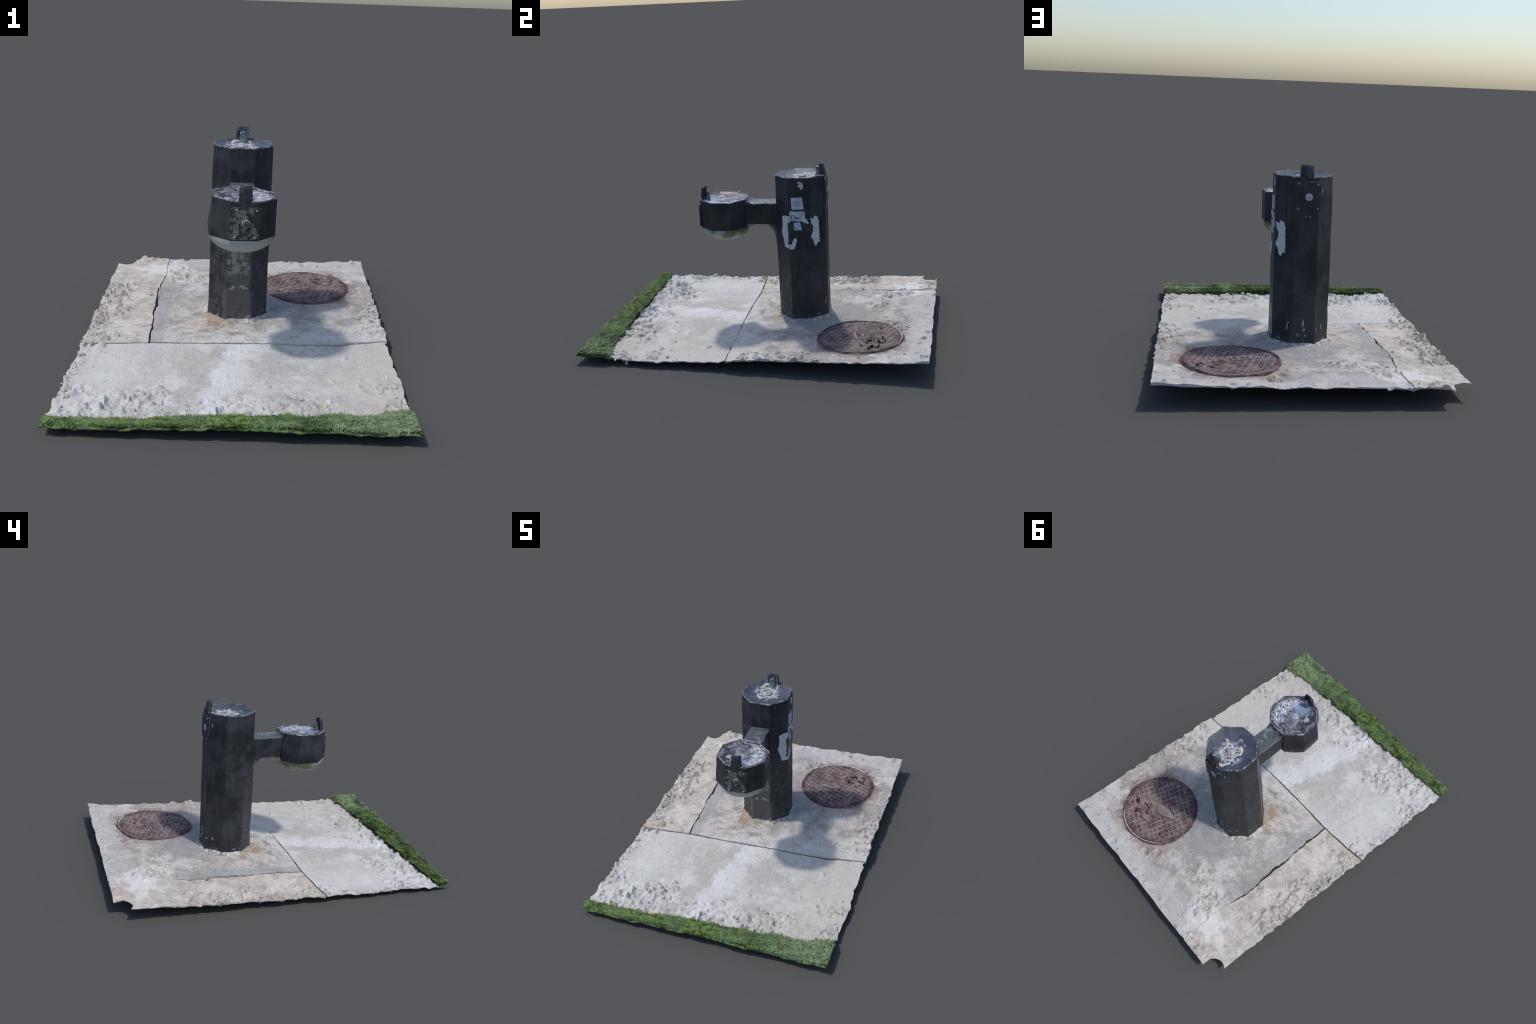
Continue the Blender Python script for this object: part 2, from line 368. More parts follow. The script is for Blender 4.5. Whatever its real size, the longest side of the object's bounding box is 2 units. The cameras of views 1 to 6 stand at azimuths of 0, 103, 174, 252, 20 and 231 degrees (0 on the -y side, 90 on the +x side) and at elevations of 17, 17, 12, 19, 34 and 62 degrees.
def loft(rings, cap_start=True, cap_end=True, closed=True):
    """Rings of equal length -> verts, faces."""
    n = len(rings[0]); V = [p for r in rings for p in r]; F = []
    for i in range(len(rings) - 1):
        for j in range(n if closed else n - 1):
            a, b = i * n + j, i * n + (j + 1) % n
            F.append((a, b, b + n, a + n))
    if cap_start: F.append(tuple(reversed(range(n))))
    if cap_end: F.append(tuple(range((len(rings) - 1) * n, len(rings) * n)))
    return V, F

# ------------------------------------------------------------------ ground relief
RES = 0.003
GX = np.arange(-0.78, 0.7801, RES); GY = np.arange(-1.03, 1.0301, RES)
RELIEF = np.zeros((len(GX), len(GY)))

def grass_edge(x):
    x = np.asarray(x, float)
    return np.interp(x, [-0.74, -0.55, -0.15, 0.11, 0.36, 0.5, 0.6, 0.74],
                     [-0.915, -0.925, -0.893, -0.882, -0.855, -0.845, -0.83, -0.79])

def joint_y(x):
    x = np.asarray(x, float)
    return np.interp(x, [-0.74, -0.408, -0.04, 0.25, 0.5, 0.74], [-0.193, -0.165, -0.158, -0.142, -0.128, -0.108]) \
        + 0.004 * vnoise(x * 14, 0.3, seed=5) + 0.002 * vnoise(x * 60, 0.7, seed=6)

def crack_x(y):
    y = np.asarray(y, float)
    return np.interp(y, [-0.2, -0.15, 0.17, 0.48, 0.62, 0.75, 1.0], [-0.415, -0.417, -0.430, -0.447, -0.438, -0.430, -0.443]) \
        + 0.007 * vnoise(y * 11, 1.3, seed=8) + 0.004 * vnoise(y * 45, 2.7, seed=9)

def rubble_density(x, y):
    """How broken the concrete is: bands beside the grass and the outer edges, some patches."""
    g = y - grass_edge(x)
    wob = 0.07 * vnoise(x * 6, y * 6, seed=21)
    d = sstep(0.30, 0.05, g + wob + np.where(x < -0.2, -0.10, 0.0)) * (y < -0.3)
    d = np.maximum(d, 0.55 * sstep(0.42, 0.66, x + wob) * sstep(-0.3, -0.5, y))
    d = np.maximum(d, 0.6 * sstep(-0.58, -0.68, x + wob) * (y < -0.2))
    d = np.maximum(d, 1.0 * sstep(-0.53, -0.63, x + wob) * sstep(-0.17, -0.08, y) * sstep(0.66, 0.5, y))
    d = np.maximum(d, 0.75 * (x < -0.43) * sstep(0.28, 0.40, y + wob) * sstep(0.68, 0.58, y))
    d = np.maximum(d, 0.8 * sstep(0.60, 0.70, y + wob) * sstep(0.9, 0.8, y + wob) * (x > -0.43) * sstep(0.0, -0.12, x))
    d = np.maximum(d, 0.9 * np.exp(-(((x - 0.14) / 0.09) ** 2 + ((y - 0.80) / 0.07) ** 2)))
    d = np.maximum(d, 0.8 * np.exp(-(((x + 0.40) / 0.05) ** 2 + ((y - 0.60) / 0.06) ** 2)))
    d = np.maximum(d, 0.65 * sstep(0.60, 0.70, x + wob) * sstep(-0.16, -0.05, y) * sstep(0.5, 0.36, y))
    d = np.maximum(d, 0.25 * sstep(0.9, 0.96, y))
    cov = np.hypot(x - COVER_C[0], y - COVER_C[1])
    pil = np.hypot(x, y - 0.22)
    return d * sstep(0.25, 0.275, cov) * sstep(0.17, 0.22, pil)

def stamp(cx, cy, r, h, sides=6, seed=0, sharp=1.0):
    """One faceted lump (h>0) or pit (h<0) pressed into the relief."""
    rr = np.random.default_rng(seed)
    i0, i1 = np.searchsorted(GX, [cx - 1.6 * r, cx + 1.6 * r]); j0, j1 = np.searchsorted(GY, [cy - 1.6 * r, cy + 1.6 * r])
    if i1 - i0 < 2 or j1 - j0 < 2: return
    X, Y = np.meshgrid(GX[i0:i1] - cx, GY[j0:j1] - cy, indexing='ij')
    a = rr.uniform(0, 6.28) + np.arange(sides) * 6.283 / sides + rr.uniform(-0.4, 0.4, sides)
    top = 1.0 + (X * rr.uniform(-0.5, 0.5) + Y * rr.uniform(-0.5, 0.5)) / r
    for t in a:
        rad = r * rr.uniform(0.65, 1.15); slope = rr.uniform(1.2, 3.4) * sharp
        top = np.minimum(top, slope * (rad - (X * math.cos(t) + Y * math.sin(t))) / r)
    top = np.clip(top, 0, 1.3) * h
    w = RELIEF[i0:i1, j0:j1]
    if h > 0: np.maximum(w, top, out=w)
    else: np.minimum(w, top, out=w)

count = 0; tries = 0
while count < 2000 and tries < 60000:
    tries += 1
    x, y = RNG.uniform(-0.74, 0.74), RNG.uniform(-0.95, 1.0)
    d = float(rubble_density(np.array(x), np.array(y)))
    if y < float(grass_edge(x)) + 0.012: continue
    d *= float(sstep(-0.45, 0.25, vnoise(x * 9, y * 9, seed=22)))
    if RNG.uniform() > d ** 1.5: continue
    r = (0.007 + 0.022 * RNG.uniform() ** 2.2) * (0.7 + 0.5 * d)
    h = r * RNG.uniform(0.35, 0.95) * (1 if RNG.uniform() < 0.62 else -1.1)
    stamp(x, y, r, h, int(RNG.integers(4, 8)), int(RNG.integers(1 << 30)))
    count += 1
# lone chips, pits and one spalled flake away from the broken bands
for x, y, r, h in [(0.434, -0.497, .016, .012), (0.51, -0.264, .018, .013), (-0.304, -0.548, .006, -.010), (-0.02, -0.48, .006, -.01),
                   (-0.47, -0.36, .012, -.006), (0.15, -0.58, .016, .011), (-0.20, -0.33, .005, -.008), (0.05, -0.70, .006, -.01),
                   (-0.12, -0.03, .014, .005), (0.29, -0.52, .005, -.008), (-0.62, 0.83, .012, -.010), (-0.57, 0.9, .008, -.01),
                   (-0.52, 0.79, .012, -.008), (-0.60, 0.36, .03, .02), (0.64, 0.78, .01, -.012), (0.6, 0.86, .012, -.012),
                   (0.58, 0.92, .012, .01), (0.45, 0.93, .022, .012), (0.38, 0.955, .02, -.018), (0.30, 0.97, .016, .014), (0.67, 0.62, .01, -.01)]:
    stamp(x, y, r, h, 6, int(abs(x * 1e5) + abs(y * 1e3)))
stamp(0.455, -0.055, 0.035, 0.007, 5, 11, 0.7)

# weathering rounds the broken edges
for _ in range(2):
    P_ = np.pad(RELIEF, 1, mode='edge')
    RELIEF = 0.5 * RELIEF + 0.125 * (P_[2:, 1:-1] + P_[:-2, 1:-1] + P_[1:-1, 2:] + P_[1:-1, :-2])
_X, _Y = np.meshgrid(GX, GY, indexing='ij')
_D = rubble_density(_X, _Y)
RELIEF += _D * (0.010 * fbm(_X * 28, _Y * 28, seed=31) + 0.004 * np.abs(fbm(_X * 70, _Y * 70, seed=32)))
RELIEF += 0.0016 * fbm(_X * 9, _Y * 9, seed=33) + 0.0008 * fbm(_X * 60, _Y * 60, octaves=3, seed=34)
RELIEF += 0.006 * sstep(0.75, 0.95, _Y) * fbm(_X * 12, _Y * 20, seed=35)

def relief(x, y):
    fx = np.clip((np.asarray(x) - GX[0]) / RES, 0, len(GX) - 1.001); fy = np.clip((np.asarray(y) - GY[0]) / RES, 0, len(GY) - 1.001)
    i, j = fx.astype(int), fy.astype(int); a, b = fx - i, fy - j
    return (RELIEF[i, j] * (1 - a) * (1 - b) + RELIEF[i + 1, j] * a * (1 - b) + RELIEF[i, j + 1] * (1 - a) * b + RELIEF[i + 1, j + 1] * a * b)

def ground(x, y):
    x, y = np.asarray(x, float), np.asarray(y, float)
    z = plane_z(x, y) + relief(x, y)
    pil = np.hypot(x - 0.0, y - 0.225)
    z = z + 0.008 * sstep(0.30, 0.15, pil)
    z = z - 0.026 * np.exp(-(((x - 0.16) / 0.07) ** 2 + ((y - 0.83) / 0.06) ** 2))
    cov = np.hypot(x - COVER_C[0], y - COVER_C[1])
    z = np.where(cov < COVER_R - 0.004, 0.055 + 0.037 * y + 0.012 * x - 0.016, z)
    edge = sstep(0.70, 0.74, np.abs(x))
    z = z + edge * (0.002 + 0.007 * vnoise(y * 26, x * 3, seed=41)) * sstep(0.95, 0.85, y)
    z = z + 0.010 * sstep(0.90, 1.0, y) * sstep(0.3, 0.7, x)
    z = z + 0.006 * sstep(0.955, 1.0, y) * vnoise(x * 24, 3.3, seed=42)
    z = np.maximum(z, 0.0045)
    return z

def side_wave(y, s):
    a = 0.25 + 0.75 * sstep(0.8, 0.55, y)
    return a * (0.006 * vnoise(y * 16, s * 3.1, seed=51) + 0.006 * vnoise(y * 48, s * 3.1, seed=52)) - 0.004

THICK = 0.0035
def slab(name, xs, ys, fx, fy, lift, name_kind):
    """Grid slab: fx(u,v)->x, fy(u,x)->y; relief on top, flat-ish underside, closed all round."""
    U, Vv = np.meshgrid(xs, ys, indexing='ij')
    X, Y = fx(U, Vv); Z = ground(X, Y) + lift(X, Y)
    nx, ny = X.shape
    top = np.stack([X, Y, Z], -1).reshape(-1, 3)
    Zb = np.minimum(plane_z(X, Y) + lift(X, Y), Z) - THICK - (0.014 * np.exp(-np.minimum(np.abs(Y - joint_y(X)), np.abs(X - crack_x(Y))) / 0.02) if name_kind != 'front' else 0.0); Zb = np.maximum(Zb, 0.0005)
    bot = np.stack([X, Y, Zb], -1).reshape(-1, 3)
    N = nx * ny
    idx = np.arange(N).reshape(nx, ny)
    q = np.stack([idx[:-1, :-1], idx[1:, :-1], idx[1:, 1:], idx[:-1, 1:]], -1).reshape(-1, 4)
    loop = np.concatenate([idx[:, 0], idx[-1, 1:], idx[-2::-1, -1], idx[0, -2:0:-1]])
    nxt = np.roll(loop, -1)
    side = np.stack([loop, loop + N, nxt + N, nxt], -1)
    me = mesh_from(name, np.concatenate([top, bot]), np.concatenate([q, q[:, ::-1] + N, side]))
    o = add(name, me, name_kind)
    sharpen(me, 50)
    return o

GAP = 0.0042
def cgap(y): return GAP * (0.08 + 0.92 * sstep(0.70, 0.55, y))
lin = lambda n: np.linspace(0, 1, n)
def f_front(U, V):
    X0 = -0.737 + 1.474 * U; y0 = grass_edge(X0) - 0.03
    Y = y0 + V * (joint_y(X0) - jgap(X0) - y0)
    X = X0 + np.where(U < .5, -1, 1) * np.abs(2 * U - 1) ** 12 * np.where(U < .5, side_wave(Y, 1), side_wave(Y, 2))
    return X, Y
def jgap(x): return GAP + 0.003 * np.clip(vnoise(x * 13, 2.2, seed=63), -0.4, 1)
slab('concrete_slab', lin(390), lin(200), f_front, None, lambda x, y: 0 * x, 'front')
def f_rear(U, V):
    yj = -0.15; Y0 = yj + V * (0.998 - yj); xc = crack_x(Y0) + cgap(Y0) + 0.009 * np.clip(vnoise(Y0 * 17, 4.2, seed=62) + 0.25 * vnoise(Y0 * 80, 1.0, seed=64), 0, 1) * sstep(0.62, 0.5, Y0)
    X0 = xc + U * (0.737 - xc)
    Y = joint_y(X0) + GAP + V * (0.998 + 0.004 * vnoise(X0 * 18, 0.1, seed=61) - 0.003 - joint_y(X0) - GAP)
    X = X0 + U ** 16 * side_wave(Y, 2)
    return X, Y
slab('concrete_slab', lin(310), lin(300), f_rear, None, lambda x, y: 0 * x, 'rear')
NOTCH = (-0.697, 0.967, 0.0645)
def top_edge(x):
    cx, cy, r = NOTCH
    return np.where(x < -0.6335, cy - np.sqrt(np.clip(r * r - (x - cx) ** 2, 0, None)), 0.998)
cols = np.sort(np.concatenate([np.linspace(0, 1, 82), [(-0.6335 + .738) / .30, (-0.6325 + .738) / .30, (-.636 + .738) / .30, (-.64 + .738) / .30, (-.645 + .738) / .30]]))
def f_left(U, V):
    s = np.minimum(U / 0.62, 1)
    x_fix = -0.738 + 0.30 * U
    t = sstep(0.45, 1.0, U)
    Yg = -0.17 + V * 1.168
    X = x_fix * (1 - t) + t * (crack_x(Yg) - cgap(Yg) - (1 - U) * 0.30)
    yt = top_edge(x_fix)
    Y = joint_y(X) + GAP + V * (yt - joint_y(X) - GAP)
    X = X - (1 - U) ** 8 * side_wave(Y, 1)
    return X, Y
slab('concrete_slab', cols, lin(300), f_left, None, lambda x, y: 0.005 * sstep(-0.15, 0.0, y) * sstep(-0.65, -0.5, x) + 0.001, 'left')

# dirt packed in the joint and the crack
def ribbon(name, pts, half, z_off, mat, parent=ROOT, level=lambda p: plane_z(*p)):
    V, F = [], []
    for i, (x, y) in enumerate(pts):
        a = pts[max(i - 1, 0)]; b = pts[min(i + 1, len(pts) - 1)]
        t = np.array([b[0] - a[0], b[1] - a[1]]); t /= np.linalg.norm(t); nn = np.array([-t[1], t[0]])
        for s, dz in ((-1, 0), (1, 0), (1, -0.006), (-1, -0.006)):
            p = np.array([x, y]) + nn * half * s
            V.append((p[0], p[1], float(level(p)) + z_off + dz))
    n = len(pts)
    for i in range(n - 1):
        for k in range(4):
            F.append((i * 4 + k, i * 4 + (k + 1) % 4, (i + 1) * 4 + (k + 1) % 4, (i + 1) * 4 + k))
    me = mesh_from(name, V, F); fix_normals(me)
    return add(name, me, mat, parent)
xs = np.linspace(-0.73, 0.73, 160)
ribbon('joint_dirt', [(x, float(joint_y(x))) for x in xs], 0.012, -0.0035, 'dirt', level=lambda p: plane_z(p[0], joint_y(p[0]) - 0.01))
ys = np.linspace(-0.16, 0.985, 140)
ribbon('joint_dirt', [(float(crack_x(y)), y) for y in ys], 0.020, -0.0065, 'dirt', level=lambda p: plane_z(crack_x(p[1]) - 0.01, p[1]))

# loose chips of broken concrete
def chip_mesh(k):
    bm = bmesh.new(); bmesh.ops.create_icosphere(bm, subdivisions=2, radius=1.0)
    rr = np.random.default_rng(100 + k)
    planes = [(rr.normal(size=3), rr.uniform(0.45, 0.85)) for _ in range(9)]
    for v in bm.verts:
        p = np.array(v.co)
        for nrm, dd in planes:
            u = nrm / np.linalg.norm(nrm); e = p @ u - dd
            if e > 0: p = p - u * e
        v.co = p * np.array([1.0, 0.8, 0.6])
    me = bpy.data.meshes.new('concrete_chip'); bm.to_mesh(me); bm.free()
    me.materials.append(M['chip']); sharpen(me, 28)
    return me
CHIPS = [chip_mesh(k) for k in range(8)]
placed = 0
while placed < 290:
    if RNG.uniform() < 0.45:
        s = -1 if RNG.uniform() < 0.6 else 1
        x = s * RNG.uniform(0.68, 0.724); y = RNG.uniform(-0.75, 0.66)
    else:
        x, y = RNG.uniform(-0.73, 0.73), RNG.uniform(-0.92, 0.98)
    d = float(rubble_density(np.array(x), np.array(y)))
    if RNG.uniform() > d ** 2: continue
    r = RNG.uniform(0.006, 0.017)
    o = bpy.data.objects.new('concrete_chip', CHIPS[int(RNG.integers(8))])
    bpy.context.scene.collection.objects.link(o); o.parent = ROOT
    o.location = (x, y, float(ground(x, y)) + r * RNG.uniform(-0.4, 0.1))
    o.rotation_euler = tuple(RNG.uniform(0, 6.28, 3)); o.scale = tuple(r * RNG.uniform(0.7, 1.25, 3)); o.location.z = max(o.location.z, 1.28 * r)
    placed += 1
# the lowest fragment hangs under the right edge and touches the floor
o = bpy.data.objects.new('concrete_chip', CHIPS[2]); bpy.context.scene.collection.objects.link(o); o.parent = ROOT
o.location = (0.722, -0.69, 0.0); o.scale = (0.012, 0.012, 0.025)
o.location.z = -min(v.co.z for v in CHIPS[2].vertices) * 0.025

# ------------------------------------------------------------------ grass strip
def turf_z(x, y):
    g = grass_edge(x) - y
    return plane_z(x, y) + 0.011 + 0.007 * sstep(-0.5, -0.1, x) * sstep(0.55, 0.2, x) - 0.006 * sstep(0.35, 0.6, x) + 0.012 * sstep(-0.01, 0.05, g) + 0.007 * fbm(np.asarray(x) * 26, np.asarray(y) * 26, seed=71) \
        - 0.004 * sstep(0.71, 0.735, np.abs(x)) + 0.006 * sstep(-0.95, -0.985, y)
U, V = np.meshgrid(np.linspace(-0.736, 0.736, 260), lin(34), indexing='ij')
ge = grass_edge(U) + 0.012 * vnoise(U * 20, 0.5, seed=72) + 0.008 * vnoise(U * 55, 0.5, seed=73)
yo = -0.988 + 0.006 * vnoise(U * 15, 0.2, seed=74) + 0.004 * vnoise(U * 50, .2, seed=75) - 0.002
Y = yo + V * (ge - yo)
Z = turf_z(U, Y) - 0.012 * sstep(0.93, 1.0, V) - 0.003 * sstep(0.12, 0.0, V)
N = U.size; idx = np.arange(N).reshape(U.shape)
q = np.stack([idx[:-1, :-1], idx[1:, :-1], idx[1:, 1:], idx[:-1, 1:]], -1).reshape(-1, 4)
loop = np.concatenate([idx[:, 0], idx[-1, 1:], idx[-2::-1, -1], idx[0, -2:0:-1]]); nxt = np.roll(loop, -1)
verts = np.concatenate([np.stack([U, Y, Z], -1).reshape(-1, 3), np.stack([U, Y, Z - 0.006], -1).reshape(-1, 3)])
me = mesh_from('grass_strip', verts, np.concatenate([q, q[:, ::-1] + N, np.stack([loop, loop + N, nxt + N, nxt], -1)]))
GRASS = add('grass_strip', me, 'turf')
# blades
BV, BF = [], []
nb = 20000
bx = RNG.uniform(-0.732, 0.732, nb); bt = RNG.uniform(0, 1, nb)
by = -0.985 + bt * (grass_edge(bx) + 0.004 + 0.985)
bz = turf_z(bx, by) - 0.002
clump = vnoise(bx * 9, by * 9, seed=81) * 3.0 + 2.2
for i in range(nb):
    a = clump[i] + RNG.normal(0, 0.7); L = RNG.uniform(0.012, 0.028); w = RNG.uniform(0.0014, 0.0026)
    lean = RNG.uniform(0.75, 1.3)
    dx, dy = math.cos(a), math.sin(a); px, py = -dy * w, dx * w
    k = len(BV); x, y, z = bx[i], by[i], bz[i]
    x1, y1, z1 = x + dx * L * 0.35 * lean, y + dy * L * 0.35 * lean, z + L * 0.5
    x2, y2, z2 = x + dx * L * lean, y + dy * L * lean, z + L * (0.72 - 0.25 * (lean - 0.75))
    y2 = max(y2, -0.9985); x2 = min(max(x2, -0.738), 0.738)
    BV += [(x - px, y - py, z), (x + px, y + py, z), (x1 + px, y1 + py, z1), (x1 - px, y1 - py, z1), (x2, y2, z2),
           (x1, y1, z1 + 0.0008)]
    BF += [(k, k + 1, k + 2, k + 5), (k, k + 5, k + 3), (k + 3, k + 5, k + 4), (k + 5, k + 2, k + 4)]
me = mesh_from('grass_blade', BV, BF)
add('grass_blade', me, 'blade', GRASS, stuff=True)
# dark soil lip between turf and concrete
pts = [(x, float(grass_edge(x)) + 0.006 * float(vnoise(x * 30, .1, seed=90)) + 0.004) for x in np.linspace(-0.70, 0.42, 120)]
ribbon('edge_soil', pts, 0.006, 0.004, 'soil', GRASS)

# ------------------------------------------------------------------ manhole cover
cx, cy = COVER_C; DENT = (0.235, 0.705)
def cover_z(x, y):
    x, y = np.asarray(x, float), np.asarray(y, float)
    d = np.exp(-(((x - 0.445) / 0.095) ** 2 + ((y - 0.675) / 0.062) ** 2))
    d = d * sstep(0.22, 0.19, np.hypot(x - cx, y - cy))
    base = 0.0605 + 0.037 * y + 0.012 * x + 0.004 * sstep(0.55, 0.8, y)
    rough2 = 0.006 * sstep(0.10, 0.45, fbm(x * 14, y * 14, seed=108)) * fbm(x * 60, y * 60, seed=109)
    dent = 0.022 * np.exp(-(((x - DENT[0]) / 0.016) ** 2 + ((y - DENT[1]) / 0.010) ** 2))
    rough = 0.018 * fbm(x * 34, y * 34, seed=101) - 0.034 * sstep(0.26, 0.42, vnoise(x * 32, y * 62, seed=105))
    lump = 0.010 * np.exp(-(((x - 0.40) / 0.03) ** 2 + ((y - 0.63) / 0.025) ** 2))
    return base - dent + rough2 + d * rough + lump + 0.0016 * fbm(x * 30, y * 30, seed=102) + 0.0012 * fbm(x * 90, y * 90, seed=106)
na = 180
radii = np.concatenate([np.linspace(0.0, 0.226, 76)[1:], [0.229, 0.231, 0.234, 0.238, 0.240, 0.244, 0.249]])
dz = np.concatenate([np.zeros(75), [0.0, -0.004, -0.004, 0.001, 0.0, -0.0025, -0.006]])
V = [(cx, cy, float(cover_z(cx, cy)))]; F = []; mi = []
ang = np.arange(na) * 2 * math.pi / na
for r, h in zip(radii, dz):
    rr = r + (0.005 * vnoise(np.cos(ang) * 4, np.sin(ang) * 4, seed=103) + 0.004 * vnoise(np.cos(ang) * 15, np.sin(ang) * 15, seed=107) if r > 0.24 else 0)
    x, y = cx + rr * np.cos(ang), cy + rr * np.sin(ang)
    z = cover_z(x, y) + h
    V += list(zip(x, y, z))
x, y = cx + 0.249 * np.cos(ang), cy + 0.249 * np.sin(ang); V += list(zip(x, y, cover_z(x, y) - 0.035))
for j in range(na): F.append((0, 1 + j, 1 + (j + 1) % na)); mi.append(0)
for i in range(len(radii)):
    for j in range(na):
        a, b = 1 + i * na + j, 1 + i * na + (j + 1) % na
        F.append((a, a + na, b + na, b))
        rim = 77 <= i <= 78
        fx_, fy_ = V[a + na][0], V[a + na][1]
        deep = i < 74 and V[a + na][2] < 0.0605 + 0.037 * fy_ + 0.012 * fx_ - 0.011
        bright = rim and vnoise(math.cos(ang[j]) * 2.0, math.sin(ang[j]) * 2.0, seed=104) + 0.9 * math.sin(ang[j] - 0.6) > 0.5
        mi.append(2 if deep else 1 if bright else 0)
me = mesh_from('manhole_cover', V, F, mi); fix_normals(me)
COVER = add('manhole_cover', me, ['iron', 'bright', 'hole']); sharpen(me, 50)

# lens-shaped name plate with raised lettering
PA = math.radians(14); PC = (0.355, 0.585)
def plate_inside(x, y, grow=0.0):
    u = (x - PC[0]) * math.cos(PA) + (y - PC[1]) * math.sin(PA); v = -(x - PC[0]) * math.sin(PA) + (y - PC[1]) * math.cos(PA)
    return abs(v) < (0.030 + grow) * (1 - (u / (0.105 + grow)) ** 2)
outline = []
for s in (1, -1):
    for u in np.linspace(-0.105, 0.105, 24)[:-1] * s:
        v = -s * 0.030 * (1 - (u / 0.105) ** 2)
        outline.append((PC[0] + u * math.cos(PA) - v * math.sin(PA), PC[1] + u * math.sin(PA) + v * math.cos(PA)))
def ring(sc, dz):
    return [(PC[0] + (x - PC[0]) * sc, PC[1] + (y - PC[1]) * sc, float(cover_z(x, y)) * 0.4 + float(cover_z(*PC)) * 0.6 + dz) for x, y in outline]
V, F = loft([ring(1.0, -0.004), ring(1.0, 0.003), ring(0.96, 0.0045), ring(0.92, 0.0045), ring(0.90, 0.0025)], True, True)
me = mesh_from('name_plate', V, F); fix_normals(me); sharpen(me, 30)
PLATE = add('name_plate', me, 'rib', COVER, smooth=False)
def text_mesh(body, size, depth):
    c = bpy.data.curves.new('txt', 'FONT'); c.body = body; c.size = size; c.extrude = depth
    c.align_x = 'CENTER'; c.align_y = 'CENTER'; c.resolution_u = 3
    o = bpy.data.objects.new('txt', c); bpy.context.scene.collection.objects.link(o)
    bpy.context.view_layer.update()
    me = bpy.data.meshes.new_from_object(o.evaluated_get(bpy.context.evaluated_depsgraph_get()))
    bpy.data.objects.remove(o); bpy.data.curves.remove(c)
    return me
me = text_mesh('WATER', 0.045, 0.002); me.materials.clear()
o = add('lettering', me, 'rib', COVER, smooth=False)
o.location = (PC[0], PC[1], float(cover_z(*PC)) + 0.0062); o.rotation_euler = (0.037, -0.012, PA)

def rib(p, q):
    """Wavy raised bar on the cover between two points, broken where the cover is."""
    n = max(2, int(math.hypot(q[0] - p[0], q[1] - p[1]) / 0.006))
    t = np.array([q[0] - p[0], q[1] - p[1]]); t /= np.linalg.norm(t); nn = np.array([-t[1], t[0]])
    rings = []
    for i in range(n + 1):
        c = np.array(p) + (np.array(q) - np.array(p)) * i / n
        c = c + nn * 0.0022 * float(vnoise(c[0] * 30, c[1] * 30, seed=111))
        z = float(cover_z(*c)); w = 0.0018 + 0.0005 * float(vnoise(c[0] * 50, c[1] * 50, seed=112))
        rings.append([(c[0] + nn[0] * w * a, c[1] + nn[1] * w * a, z + h) for a, h in ((-1.3, -0.003), (-0.9, 0.0017), (0.9, 0.0017), (1.3, -0.003))])
    V, F = loft(rings); me = mesh_from('tread_rib', V, F); fix_normals(me); sharpen(me, 40)
    return add('tread_rib', me, 'rib', COVER, smooth=False)
for ang_d in (-24, 74):
    a = math.radians(ang_d); d = np.array([math.cos(a), math.sin(a)]); nn = np.array([-d[1], d[0]])
    for k in range(-6, 7):
        off = (k + 0.4) * 0.0325
        half = 0.214 ** 2 - off * off
        if half <= 0.001: continue
        half = math.sqrt(half); run = None; S = np.arange(-half, half, 0.006)
        for s in list(S) + [None]:
            ok = False
            if s is not None:
                c = np.array(COVER_C) + nn * off + d * s
                dmg = math.exp(-(((c[0] - 0.45) / 0.075) ** 2 + ((c[1] - 0.675) / 0.04) ** 2))
                ok = not plate_inside(c[0], c[1], 0.006) and dmg + 0.3 * float(vnoise(c[0] * 30, c[1] * 30, seed=115)) < 0.55
            if ok and run is None: run = c
            if not ok and run is not None:
                if np.linalg.norm(last - run) > 0.012: rib(tuple(run), tuple(last))
                run = None
            if ok: last = c
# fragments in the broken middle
for k in range(34):
    x, y = 0.45 + RNG.normal(0, 0.055), 0.672 + RNG.normal(0, 0.026)
    if math.hypot(x - cx, y - cy) > 0.19: continue
    if k == 0: FRAG = [m.copy() for m in CHIPS[:4]]; [m.materials.__setitem__(0, M['rib'] if i % 2 else M['iron']) for i, m in enumerate(FRAG)]
    o = bpy.data.objects.new('iron_fragment', FRAG[k % 4]); bpy.context.scene.collection.objects.link(o); o.parent = COVER
    r = RNG.uniform(0.006, 0.014); o.location = (x, y, float(cover_z(x, y)) + 0.1 * r)
    o.rotation_euler = tuple(RNG.uniform(0, 6.28, 3)); o.scale = (r, r, r * 0.8)

# ------------------------------------------------------------------ pillar
def octo(c, ap, rot, z, rc=0.0035, tilt=None):
    """Octagon ring with rounded corners, faces subdivided."""
    R = ap / math.cos(math.pi / 8); P = []
    C = [np.array([c[0] + R * math.cos(rot + math.pi / 8 + k * math.pi / 4), c[1] + R * math.sin(rot + math.pi / 8 + k * math.pi / 4)]) for k in range(-1, 7)]
    for k in range(8):
        p, pn, pp = C[k], C[(k + 1) % 8], C[k - 1]
        u0 = (pp - p) / np.linalg.norm(pp - p); u1 = (pn - p) / np.linalg.norm(pn - p)
        a, b = p + u0 * rc, p + u1 * rc
        for t in (0.0, 0.33, 0.67, 1.0):
            P.append((1 - t) ** 2 * a + 2 * t * (1 - t) * p + t * t * b)
        e = pn - u1 * rc
        L = np.linalg.norm(e - b)
        for t in (0.06, 0.3, 0.5, 0.7, 0.94): P.append(b + (e - b) * t)
    out = []
    for q in P:
        zz = z if tilt is None else z + (q[0] - c[0]) * tilt[0] + (q[1] - c[1]) * tilt[1]
        out.append((q[0], q[1], zz))
    return out

